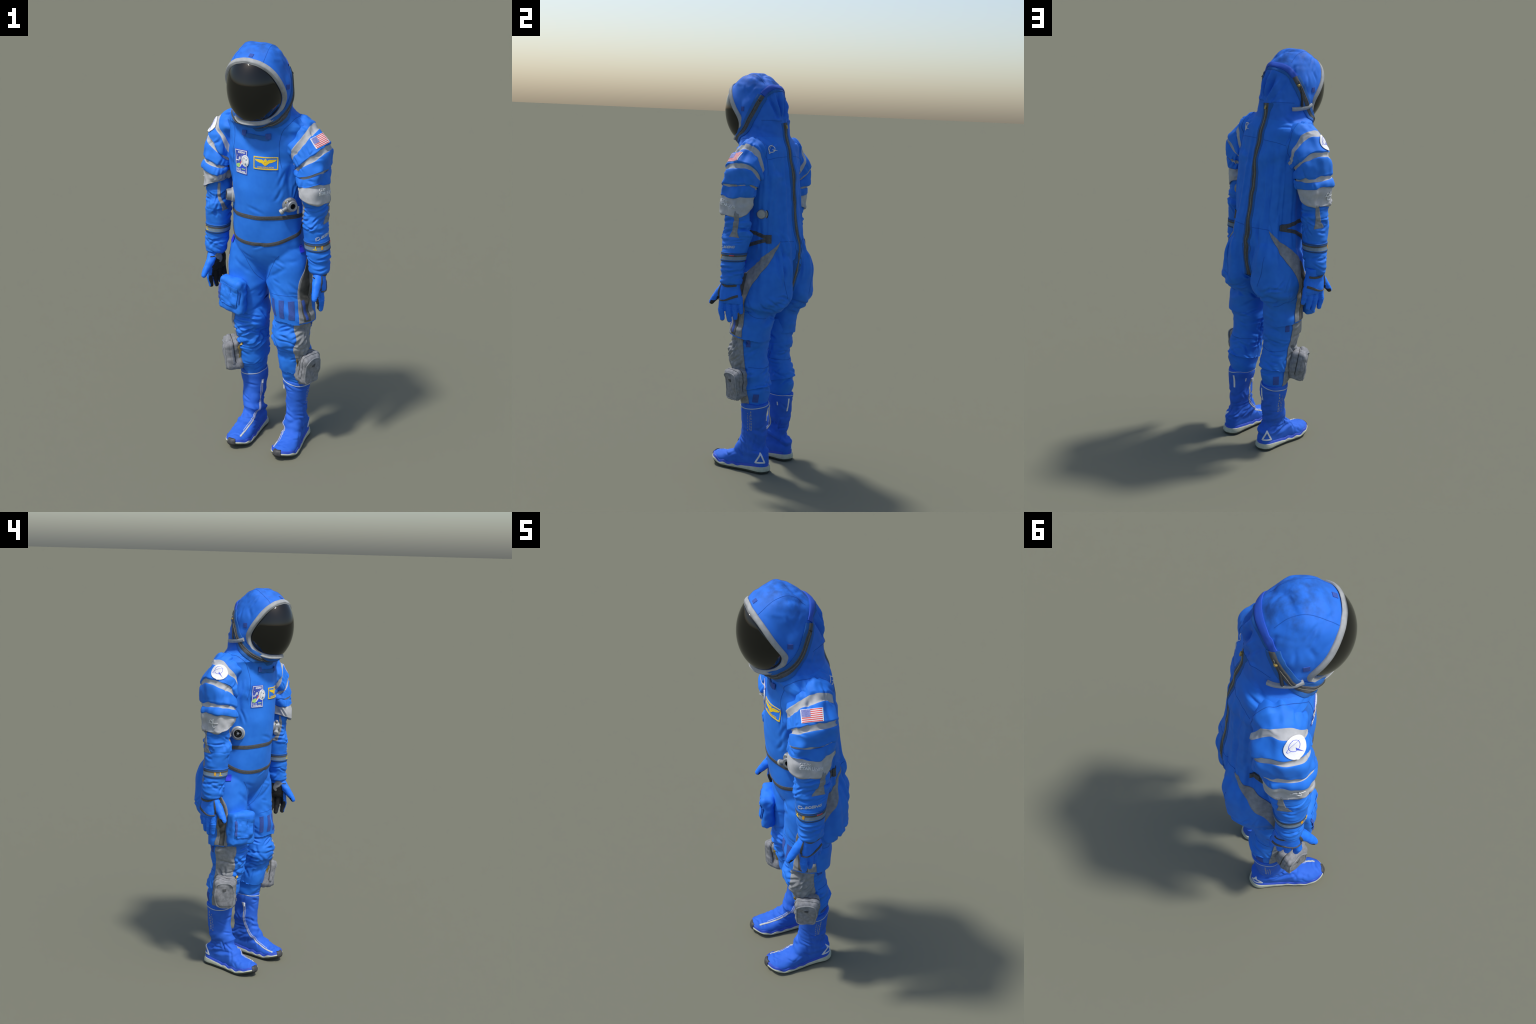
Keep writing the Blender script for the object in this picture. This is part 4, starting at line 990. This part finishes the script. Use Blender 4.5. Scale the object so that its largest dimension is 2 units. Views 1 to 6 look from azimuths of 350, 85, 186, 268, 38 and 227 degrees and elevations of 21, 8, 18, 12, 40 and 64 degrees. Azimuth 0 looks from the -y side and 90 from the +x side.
# ---- seams
def seam(pts, bvh=BODY_BVH, parent=TORSO_OB, w=.0020):
    ribbon('seam', pts, w, bvh, SEAM, .0009, parent=parent, cross=3, step=.006)
for s in (1, -1):
    seam(mir([(.064, .014, 1.946), (.060, -.010, 1.966), (.058, -.039, 1.981), (.060, -.076, 1.989), (.066, -.107, 1.982), (.070, -.138, 1.962), (.072, -.172, 1.932)], s), parent=HOOD_OB)
    seam(mir([(.122, -.080, 1.455), (.113, -.084, 1.493), (.111, -.089, 1.545), (.113, -.088, 1.583), (.127, -.090, 1.622), (.150, -.072, 1.655), (.163, -.020, 1.682), (.163, .043, 1.684), (.165, .083, 1.660), (.164, .109, 1.612), (.158, .122, 1.558), (.158, .120, 1.50)], s), SHOULDER_BVH[s], w=.0024)
    seam(mir([(.158, .125, 1.582), (.098, .138, 1.589), (.026, .145, 1.592)], s))
    seam(mir([(.107, -.066, 1.031), (.061, -.070, .972), (.035, -.045, .917), (.012, .000, .872)], s))
    seam(mir([(.026, .108, 1.766), (.073, .080, 1.767), (.115, .035, 1.766)], s), parent=HOOD_OB)
    seam(mir([(.030, .205, 1.175), (.075, .198, 1.178), (.117, .184, 1.178)], s))
    seam(mir([(.130, .205, 1.05), (.125, .222, .98), (.100, .225, .90)], s))

# ---- chest marks
FRONT = (0, -1, 0)
CH = Frame((-.069, -.106, 1.469), (.967, -.255, .0), (0, 0, 1), BODY_BVH)
mp = decal('mission_patch', shape_mesh([rect(.072, .112)]), CH, NAVY, .0022, TORSO_OB)
decal('patch_border', shape_mesh(frame_border(.066, .106, .0025)), CH, PATCHWHITE, .0030, mp)
decal('patch_sea', shape_mesh([rect(.044, .020, .006, -.024)]), CH, PATCHBLUE, .0028, mp)
decal('patch_land', shape_mesh([[(-.031, -.026), (-.018, -.030), (-.008, -.028), (-.002, -.012), (-.012, -.008), (-.024, -.012), (-.031, -.018)], rect(.020, .004, .014, -.032)]), CH, GREEN, .0031, mp)
decal('patch_streak', shape_mesh([[(-.012, -.026), (-.006, -.026), (.014, .000), (.006, .002)]]), CH, PATCHWHITE, .0034, mp)
decal('patch_streak', shape_mesh([[(-.013, -.024), (-.010, -.020), (.010, .006), (.003, .006)]]), CH, RED, .0037, mp)
decal('patch_station', shape_mesh([rect(.018, .004, -.022, .004), rect(.004, .012, -.012, .010), rect(.010, .012, -.006, .016), rect(.003, .003, -.022, .026), rect(.003, .003, .004, .026)]), CH, PATCHWHITE, .0031, mp)
decal('patch_capsule', shape_mesh([disc(.0215, .026, .008, 40, 1.22)]), CH, PATCHWHITE, .0042, mp)
decal('patch_capsule_marks', shape_mesh(arc_band(.0165, .0010, 0, 359, 36, 1, 1.2, 0, .029, .008) + [rect(.004, .006, .022, .018), rect(.006, .006, .034, .014), rect(.009, .008, .030, -.006)]), CH, BANDGREY, .0046, mp)
decal('patch_lettering', text_mesh('BOEING', .040, .0085, .3, .02), CH, PATCHWHITE, .0033, mp, at=(.004, .043))
decal('patch_lettering', text_mesh('CST-100', .026, .006, 0, .01), CH, PATCHWHITE, .0033, mp, at=(-.016, -.037))
decal('patch_lettering', text_mesh('STARLINER', .052, .0075, 0, .02), CH, PATCHWHITE, .0033, mp, at=(0, -.046))
NT = Frame((.0545, -.105, 1.479), (.968, .25, .0), (0, -.03, 1), BODY_BVH)
nt_ = decal('name_patch', shape_mesh([rect(.110, .057)]), NT, PATCHBLUE if False else BLUE, .0022, TORSO_OB)
decal('name_patch_border', shape_mesh(frame_border(.110, .057, .0045)), NT, YELLOW, .0032, nt_)
wing = [(.004, .004), (.010, .012), (.016, .0145), (.048, .0145), (.044, .008), (.036, .0045), (.028, .001), (.018, -.0005), (.012, -.004), (.008, -.008)]
decal('wings_emblem', shape_mesh([wing, [(-x, y) for x, y in wing][::-1], disc(.0095, 0, -.001, 24, 1.15), [(-.005, .008), (.005, .008), (.007, .015), (.0025, .0145), (0, .020), (-.0025, .0145), (-.007, .015)]]), NT, YELLOW, .0032, nt_, at=(0, .002))
decal('shield_marks', shape_mesh(arc_band(.0055, .0008, 0, 350, 20, 1, 1.2, 0, 0, 0)), NT, ORANGE, .0037, nt_, at=(0, .001))
decal('name_lettering', text_mesh('CHRIS FERGUSON', .072, .0075, 0, .01), NT, YELLOW, .0030, nt_, at=(0, -.0185))

# ---- chin tab
CT = Frame((.004, -.11, 1.596), (1, 0, 0), (0, -.25, 1), BODY_BVH)
ct = decal('chin_tab', shape_mesh([[(-.066, .004), (-.060, -.008), (-.030, -.013), (.058, -.016), (.068, -.006), (.070, .006), (0, .002)]]), CT, TAPE, .006, TORSO_OB)
decal('velcro_square', shape_mesh([rect(.020, .022, -.058, .006)]), CT, VELCRO, .0075, ct)
decal('velcro_square', shape_mesh([rect(.022, .024, .062, .003)]), CT, VELCRO, .0075, ct)

# ---- waist belts
UPB = [(.160, .137, 1.196), (.169, .103, 1.205), (.170, .061, 1.216), (.166, -.003, 1.220), (.143, -.047, 1.222), (.091, -.089, 1.221), (.032, -.112, 1.218), (-.042, -.109, 1.216), (-.105, -.078, 1.212), (-.150, -.030, 1.212), (-.170, .030, 1.207), (-.173, .080, 1.196), (-.160, .121, 1.188)]
LOB = [(-.160, .121, 1.176), (-.172, .060, 1.160), (-.171, .020, 1.136), (-.165, -.012, 1.112), (-.138, -.051, 1.091), (-.089, -.084, 1.080), (-.030, -.100, 1.079), (.020, -.101, 1.083), (.068, -.092, 1.088), (.118, -.068, 1.103), (.160, -.024, 1.127), (.174, .018, 1.146), (.173, .049, 1.159), (.170, .105, 1.178), (.160, .137, 1.186)]
b1 = ribbon('waist_belt', UPB, .019, BODY_BVH, BLACK, .0026, parent=TORSO_OB)
b2 = ribbon('waist_belt', LOB, .018, BODY_BVH, BLACK, .0026, parent=TORSO_OB)
for b, P in ((b1, UPB), (b2, LOB)):
    ribbon('belt_line', P, .0022, BODY_BVH, DARK, .0032, parent=b, cross=3)
decal('belt_end', shape_mesh([rect(.026, .042)]), Frame((.158, .139, 1.190), (-.75, .65, 0), (0, 0, 1), BODY_BVH), BLACK, .0055, b1)
decal('belt_end', shape_mesh([rect(.034, .028)]), Frame((-.158, .124, 1.182), (-.75, -.65, 0), (0, 0, 1), BODY_BVH), BLACK, .0055, b1)
PURPLE = material('tag_violet', '2a34d2', '3040dc', rough=.6, scale=90, bump=.1)
decal('side_tag', shape_mesh([rect(.026, .032)]), Frame((.177, .012, 1.060), (.3, .95, 0), (0, 0, 1), BODY_BVH), PURPLE, .006, TORSO_OB)
decal('side_tag', shape_mesh([rect(.026, .032)]), Frame((-.168, -.011, 1.056), (.4, -.92, 0), (0, 0, 1), BODY_BVH), PURPLE, .006, TORSO_OB)

# ---- back emblem
decal('globe_emblem', shape_mesh(globe_emblem(.017, .0030)), Frame((.127, .113, 1.630), (-.80, .55, .12), (0, -.2, 1), SHOULDER_BVH[1]), WHITE, .0030, TORSO_OB)

# ---- hose connectors
def valve_left():
    o = np.array((.149, -.050, 1.283)); ax = (.78, -.60, .05)
    v = lathe('hose_connector', o, ax, [(.034, -.012), (.034, .003), (.031, .006), (.027, .007), (.025, .010), (.0245, .030), (.022, .033), (.0125, .033), (.0115, .031), (.0110, .012), (.001, .012)],
              [METAL, VALVEDARK], [0, 0, 0, 0, 0, 0, 0, 1, 1, 1], TORSO_OB)
    lathe('side_port', o + np.array((-.012, -.032, -.016)), (-.62, -.35, -.50), [(.001, -.016), (.0090, -.016), (.0090, .006), (.0125, .008), (.0125, .020), (.010, .022), (.001, .022)], [METAL, WHITEMETAL], [0, 0, 0, 1, 1, 1], v, 24)
    rounded_box('latch', o + np.array((.006, -.020, .030)), (.6, .8, 0), (0, 0, 1), (.020, .010, .010), WHITEMETAL, .002, parent=v, lump=0)
    rounded_box('latch_tag', o + np.array((-.010, -.022, .016)), (.6, .8, 0), (0, 0, 1), (.006, .006, .008), BRASS, .001, parent=v, lump=0)
valve_left()
def valve_right():
    o = np.array((-.146, -.048, 1.287)); ax = (-.80, -.58, .05)
    v = lathe('hose_connector', o, ax, [(.035, -.012), (.035, .003), (.032, .006), (.029, .008), (.026, .028), (.024, .030), (.020, .030), (.018, .027), (.017, .006), (.001, .006)],
              [WHITEMETAL, METAL, VALVEDARK], [0, 0, 0, 1, 1, 1, 2, 2, 2], TORSO_OB)
    lathe('connector_pin', o, ax, [(.007, .006), (.007, .022), (.005, .026), (.001, .0265)], [METAL], [0] * 3, v, 20)
    for a in (0, 2.1, 4.2):
        lathe('connector_pin', o + np.array((.58 * math.cos(a) * .011, -.8 * math.cos(a) * .011, math.sin(a) * .011)), ax, [(.003, .006), (.003, .016), (.001, .017)], [METAL], [0] * 2, v, 12)
valve_right()
v3 = lathe('hose_connector', (.168, .102, 1.312), (.97, .25, 0), [(.031, -.012), (.031, .003), (.028, .006), (.024, .007), (.023, .018), (.020, .021), (.001, .021)], [VALVEDARK, WHITEMETAL, METAL], [0, 0, 1, 2, 2, 1], TORSO_OB)
rounded_box('relief_lever', (.186, -.040, 1.262), (.3, .95, 0), (0, 0, 1), (.010, .034, .010), WHITEMETAL, .003, parent=TORSO_OB, lump=0)

# ---- hip gussets and thigh side panels
GB = [(.116, .183, 1.178), (.140, .173, 1.130), (.166, .155, 1.080), (.196, .132, 1.025), (.215, .085, .960), (.221, .060, .888), (.222, .052, .80), (.234, .056, .695)]
GF = [(.117, .183, 1.176), (.148, .159, 1.141), (.175, .121, 1.105), (.185, .080, 1.066), (.200, .045, 1.022), (.200, .012, .965), (.186, -.024, .889), (.200, -.035, .700)]
for s in (1, -1):
    gus = panel('hip_gusset', mir(GB, s), mir(GF, s), BODY_BVH, MESHGREY, .0030, parent=LEGS[s], rows=160, cols=26)
    panel('hip_gusset_dark_strip', mir([(.206, .050, 1.022), (.214, .040, .955), (.216, .030, .88), (.215, .022, .80), (.222, .020, .70)], s), mir([(.200, .036, 1.020), (.201, .006, .955), (.190, -.020, .88), (.196, -.018, .80), (.212, -.015, .70)], s), BODY_BVH, DARKMESH, .0034, parent=gus, rows=80)  # darker strip laid over the front part of the hip gusset
    seam(mir(GB, s), parent=LEGS[s]); seam(mir(GF[2:], s), parent=LEGS[s])
for x0, y0, w in ((.074, -.045, .022), (.118, -.062, .026), (.164, -.050, .030)):
    ribbon('velcro_strip', [(x0, y0, .812), (x0 + .004, y0, .770), (x0 + .006, y0, .722)], w, BODY_BVH, VELCRO, .0018, parent=LEGS[1])
ribbon('velcro_strip', [(.205, -.012, .812), (.214, -.008, .770), (.222, -.002, .716)], .018, BODY_BVH, VELCRO, .0050, parent=LEGS[1])
seam([(.060, -.045, .832), (.110, -.062, .836), (.160, -.050, .838), (.200, -.018, .835), (.216, .04, .84), (.205, .10, .80), (.15, .15, .79)], parent=LEGS[1])
seam([(-.215, .05, .84), (-.20, .10, .80), (-.14, .15, .79)], parent=LEGS[-1])

# ---- trouser side panels, knee panels and velcro
MX = {1: lambda x: x, -1: lambda x: .042 - x}
for s in (1, -1):
    A = [(MX[s](x), y, z) for x, y, z in [(.186, -.050, .735), (.178, -.043, .675), (.184, -.038, .630), (.178, -.040, .585), (.180, -.024, .530), (.186, -.004, .45), (.178, .024, .345)]]
    B = [(MX[s](x), y, z) for x, y, z in [(.222, .052, .735), (.214, .052, .658), (.211, .055, .60), (.211, .062, .56), (.210, .068, .52), (.206, .080, .43), (.197, .088, .345)]]
    panel('side_panel', A, B, SHIN_BVH[s], MESHGREY, .0034, parent=shins[s], rows=200, cols=34)
    seam(A, SHIN_BVH[s], shins[s]); seam(B, SHIN_BVH[s], shins[s])
    decal('velcro_square', shape_mesh([rect(.022, .040)]), Frame((MX[s](.209), .078, .668), (-s * .45 if s > 0 else -.45, .9 * s, 0), (0, 0, 1), SHIN_BVH[s]), VELCRO, .002, shins[s])
    decal('velcro_square', shape_mesh([rect(.028, .045)]), Frame((MX[s](.190), .122, .388), (-.75, .65 * s, 0), (0, 0, 1), SHIN_BVH[s]), VELCRO, .002, shins[s])
    cx = .138 if s > 0 else -.096
    seam([(cx + s * .070, .08, .545), (cx + s * .04, .125, .54), (cx, .14, .538), (cx - s * .05, .11, .54), (cx - s * .07, .06, .545)], SHIN_BVH[s], shins[s])

# ---- leg pouches
def pouch(face, u, tilt, w, h, d, s):
    u = np.array(u, float); u /= np.linalg.norm(u)
    v = np.array((0, 0, 1.0)) + tilt
    n = np.cross(u, v / np.linalg.norm(v))
    c = np.array(face) - n * d / 2
    ob, (c, u, v, n) = rounded_box('pouch', c, u, v, (w, h, d), POUCHGREY, .019, seed=3 + s, lump=.008, taper=-.05, sag=.008, segs=4)
    bv = bvh_of(ob)
    f = lambda a, b, e=0.0: tuple(c + u * a + v * b + n * (d / 2 + e))
    # raised front pocket with its piping, zipped lid and label
    ring = [f(x * w * .44, y * h * .46) for x, y in [(-.98, -.6), (-1, .3), (-.85, .78), (0, .9), (.85, .78), (1, .3), (.98, -.6), (.75, -.98), (0, -1), (-.75, -.98)]]
    ribbon('piping', ring, .006, bv, MESHGREY, .004, parent=ob, closed=True, cross=4)
    lid = [tuple(c + u * a + v * b + n * e) for a, b, e in [(-w * .5, -h * .25, d * .12), (-w * .5, h * .30, d * .12), (-w * .42, h * .5, d * .12), (0, h * .5, d * .12), (w * .42, h * .5, d * .12), (w * .5, h * .30, d * .12), (w * .5, -h * .25, d * .12)]]
    ribbon('lid_band', lid, .016, bv, POUCHGREY, .0045, parent=ob)
    ribbon('lid_gap', [tuple(np.array(p) - n * d * .16) for p in lid], .0035, bv, DARK, .0008, parent=ob, cross=3)
    decal('label', shape_mesh([rect(.018, .013)]), Frame(f(0, h * .17), u, v, bv), BLACK, .002, ob)
    return ob, c, u, v, n
pL = pouch((.256, .014, .450), (.36, .93, 0), np.array((.14, -.04, 0)), .102, .150, .074, 1)
pR = pouch((-.205, -.028, .447), (.60, -.78, 0), np.array((-.11, -.09, 0)), .104, .152, .080, -1)
ribbon('brass_zipper', [(.188, -.026, .505), (.190, -.014, .45), (.190, -.004, .40)], .006, SHIN_BVH[1], BRASS, .012, parent=shins[1])
ribbon('brass_zipper', [(-.112, -.024, .535), (-.116, -.012, .47), (-.122, .004, .41)], .006, SHIN_BVH[-1], BRASS, .012, parent=shins[-1])

# ---- thigh pocket
pk, (pc, pu, pv, pn) = rounded_box('thigh_pocket', (-.132, -.068, .795), (.968, -.25, -.05), (0, -.04, 1), (.148, .165, .060), BLUE, .018, seed=9, lump=.009, taper=.04, sag=.010, segs=4)
pkb = bvh_of(pk)
pf = Frame(pc + pn * .03, pu, pv, pkb)
fl = decal('pocket_flap', shape_mesh([[(-.050, -.040), (.052, -.040), (.056, .058), (-.054, .058)]]), pf, BLUE, .004, pk)
decal('pocket_slit', shape_mesh([rect(.002, .036, .010, .030), rect(.100, .002, 0, -.040)]), pf, SEAM, .0046, pk)
decal('velcro_strip', shape_mesh([rect(.012, .075, -.058, .012)]), pf, VELCRO, .0052, pk)
decal('velcro_strip', shape_mesh([rect(.006, .060, .062, .012)]), pf, SEAM, .0045, pk)

# ---- left shoulder flag
FL = Frame((.259, -.002, 1.577), (.32, .93, .20), (-.60, .05, .75), ARM_BVH[1])
fg = decal('flag', shape_mesh([rect(.086, .052)]), FL, PATCHWHITE, .0022, arms[1])
st = []
for i in range(7):
    y = .0225 - i * .0075
    st.append(rect(.079 if i > 3 else .046, .0034, 0 if i > 3 else .0165, y))
decal('flag_stripes', shape_mesh(st), FL, RED, .0028, fg)
CANTON = material('flag_canton', '5a62b4', 'a9add8', rough=.7, scale=700, bump=0, contrast=(.45, .55))
decal('flag_canton', shape_mesh([rect(.034, .028, -.0225, .010)]), FL, CANTON, .0029, fg)

# ---- right shoulder round badge
RB = Frame((-.266, -.018, 1.598), (.50, -.80, .03), (.55, .30, .78), ARM_BVH[-1])
rb = decal('round_badge', shape_mesh([disc(.0400)]), RB, PATCHWHITE, .0045, arms[-1])
decal('globe_emblem', shape_mesh(arc_band(.0190, .0015, 0, 358, 40, x=-.003, y=.009) + arc_band(.028, .0028, 20, 235, 40, 1.0, .30, math.radians(12), -.004, .007, True) + [[(-.001, .002), (.003, -.006), (.018, -.030), (.005, -.009), (-.003, -.007)]]), RB, LOGOBLUE, .0052, rb)

# ---- sleeve marks
CU = Frame((.306, -.012, 1.358), (0, 1, -.12), (0, 0, 1), ARM_BVH[1])
decal('sleeve_lettering', text_mesh('CST-100', .042, .0125, 0, .005), CU, WHITE, .0027, arms[1], at=(-.024, .012))
decal('sleeve_lettering', text_mesh('STAR', .047, .0135, 0, .035), CU, WHITE, .0027, arms[1], at=(-.022, -.005))
decal('sleeve_lettering', text_mesh('LINER', .046, .0135, 0, .0), CU, WHITE, .0027, arms[1], at=(.027, -.005))
CR = Frame((-.306, -.018, 1.352), (0, -1, 0), (0, 0, 1), ARM_BVH[-1])
decal('sleeve_emblem', shape_mesh(arc_band(.0085, .0034, 0, 359, 26, x=-.010, y=.008) + arc_band(.0105, .0036, 60, 320, 26, x=.004, y=-.009) + [rect(.052, .0022, 0, .001), [(-.004, -.003), (.000, -.003), (.007, .022), (.003, .022)]]), CR, WHITE, .0034, arms[-1])
for s in (1, -1):
    dy = 0 if s > 0 else 0.0
    A = mir([(.302, .033, 1.318), (.293, .024, 1.262), (.292, .017, 1.234), (.298, -.004, 1.198)], s); B = mir([(.300, .052, 1.318), (.292, .050, 1.262), (.292, .044, 1.236), (.292, .056, 1.196)], s)
    panel('sleeve_insert', A, B, ARM_BVH[s], MESHGREY, .0018, parent=arms[s], rows=40)
    A = mir([(.225, -.050, 1.335), (.226, -.052, 1.27), (.217, -.045, 1.225), (.205, -.040, 1.195)], s); B = mir([(.213, -.045, 1.335), (.214, -.046, 1.27), (.208, -.038, 1.235), (.196, -.004, 1.195)], s)
    panel('sleeve_insert', A, B, ARM_BVH[s], MESHGREY, .0018, parent=arms[s], rows=40)
    decal('cuff_insert', shape_mesh([rect(.055, .040)]), Frame((s * .234, -.012, 1.005), (s * .45, -.9, 0) if s < 0 else (.45, -.9, 0), (0, 0, 1), ARM_BVH[s]), GREY, .002, arms[s]) if False else None
FB = Frame((.296, .0, 1.150), (.05, 1, .10), (0, 0, 1), ARM_BVH[1])
decal('sleeve_lettering', text_mesh('BOEING', .072, .0125, .35, .03), FB, PALEPRINT, .0014, arms[1], at=(.006, 0))
decal('globe_emblem', shape_mesh(arc_band(.0075, .0016, 0, 358, 30) + arc_band(.011, .002, 30, 250, 30, 1, .34, math.radians(50), 0, 0, True) + [[(.001, -.001), (.004, -.005), (.015, -.004)]]), FB, PALEPRINT, .0014, arms[1], at=(-.046, -.002))
for s in (1, -1):
    WB = Frame((s * .290, -.040, 1.100), (s * .75, .66, 0) if s > 0 else (.75, -.66, 0), (0, 0, 1), BAND_BVH[s])
    k = 1 if s > 0 else 1
    decal('band_tag', shape_mesh([rect(.009, .015, .016 if s > 0 else -.016, 0)]), WB, ORANGE, .0012, bands[s])
    decal('band_marks', shape_mesh([rect(.004, .012, -.014 if s > 0 else .010, .002), rect(.016, .003, -.016 if s > 0 else .012, -.008)]), WB, YELLOW, .0012, bands[s])
decal('band_marks', shape_mesh([rect(.003, .004, .0 + .0042 * i, 0) for i in range(6)]), Frame((.312, .020, 1.112), (.0, 1, 0), (0, 0, 1), BAND_BVH[1]), RED, .0012, bands[1])

# ---- glove straps
for s in (1, -1):
    ox = 0 if s > 0 else -.013; oy = 0 if s > 0 else .008
    g = lambda pts: [(s * (x + ox), y + oy, z) for x, y, z in pts]
    ribbon('glove_strap', g([(.300, -.034, .972), (.315, -.012, .962), (.322, .015, .957), (.318, .045, .958), (.300, .060, .962)]), [.006, .011, .011, .011], HAND_BVH[s], BLACK, .004, parent=hands[s])
    ribbon('glove_strap', g([(.310, -.038, .888), (.322, -.018, .886), (.327, .006, .886), (.328, .030, .897), (.320, .058, .910), (.300, .072, .915)]), [.006, .007, .012, .012], HAND_BVH[s], BLACK, .004, parent=hands[s])
    ribbon('glove_insert', g([(.312, -.033, .965), (.316, -.040, .930), (.312, -.042, .895)]), [.004, .011, .008], HAND_BVH[s], BLACK, .002, parent=hands[s])
    ribbon('wrist_insert', g([(.262, -.030, .965), (.258, -.010, .945), (.264, .008, .925), (.270, .000, .915)]), [.030, .035, .020, .010], HAND_BVH[s], MESHGREY, .002, parent=hands[s])

# ---- boot marks
BOOTSTRIPE = material('boot_stripe_grey', 'b2b6b2', 'c0c3bd', rough=.7, scale=120, bump=.1)
for s in (1, -1):
    bb = BOOT_BVH[s]; mx = (lambda x: x) if s > 0 else (lambda x: .046 - x)
    cx, cy = (.138, .086) if s > 0 else (-.097, .085)
    top = [(cx + .064 * math.cos(a), cy + .067 * math.sin(a), .341 - .010 * math.cos(a) * s + .004 * math.sin(a)) for a in np.linspace(0, 2 * math.pi, 24, endpoint=False)]
    ribbon('top_binding', top, .0042, bb, PALEPRINT, .0022, parent=boots[s], closed=True, cross=3)
    zipp = [(.088, .070, .305), (.089, .066, .270), (.093, .069, .230), (.096, .066, .180), (.100, .034, .125), (.107, -.018, .088), (.112, -.073, .062), (.114, -.118, .054)]
    zipp = [(mx(x), y - (0 if s > 0 else .006), z) for x, y, z in zipp]
    zp = ribbon('boot_zipper', zipp, .0080, bb, BOOTSTRIPE, .0022, parent=boots[s], cross=4)
    ribbon('zipper_line', zipp[:-1], .0025, bb, PALEPRINT, .0012, parent=zp, cross=3, shift=.0085 * (1 if s > 0 else -1))
    ribbon('zipper_line', zipp[:-1], .0020, bb, MIDSOLE, .0026, parent=zp, cross=3, shift=.0028 * (1 if s > 0 else -1))
    rounded_box('zipper_pull', (mx(.084), .060, .292), (0, 1, 0), (0, 0, 1), (.010, .022, .008), WHITE, .002, parent=zp, lump=0)
    ribbon('boot_stripe', [(mx(.124), .155, .333), (mx(.124), .150, .262)], .0095, bb, WHITE, .0015, parent=boots[s])
    ribbon('boot_stripe', [(mx(.083), .108, .318), (mx(.085), .110, .300)], .006, bb, WHITE, .0015, parent=boots[s])
    tri_c = (.172, .152, .074) if s > 0 else (-.118, .142, .074)
    TF = Frame(tri_c, (-.70, .71, 0) if s > 0 else (-.70, -.71, 0), (0, -.25, 1), bb)
    def tbar(p, q, w0=.0075):
        p, q = np.array(p), np.array(q); d = (q - p) / np.linalg.norm(q - p); nn = np.array((-d[1], d[0]))
        return [tuple(p), tuple(q), tuple(q + nn * w0 - d * .004), tuple(p + nn * w0 + d * .010)]
    a, b_, c_ = (-.027, -.022), (.027, -.022), (0, .034)
    decal('triangle_emblem', shape_mesh([tbar((-.024, -.022), (.026, -.022)), tbar((.027, -.019), (.002, .034)), tbar((-.002, .034), (-.027, -.019))]), TF, WHITE, .0016, boots[s])
    # faint lines of small print up the shaft
    PR = material('small_print', '8a93a2', '97a0ae', rough=.7, scale=200, bump=0) if s > 0 else bpy.data.materials['small_print']
    dash = []
    rr_ = random.Random(5)
    for col, (l, wid) in enumerate(((.105, .0045), (.075, .0022), (.100, .0022))):
        y = l / 2
        while y > -l / 2:
            h = rr_.uniform(.006, .013); dash.append(rect(wid, h, (col - 1) * .0095 * s * -1, y - h / 2 - (.0 if col == 0 else .010))); y -= h + rr_.uniform(.002, .007)
    decal('small_print', shape_mesh(dash), Frame((.196, .094, .268) if s > 0 else (-.156, .094, .262), (-.2, .98, 0) if s > 0 else (-.2, -.98, 0), (0, 0, 1), bb), PR, .0010, boots[s])
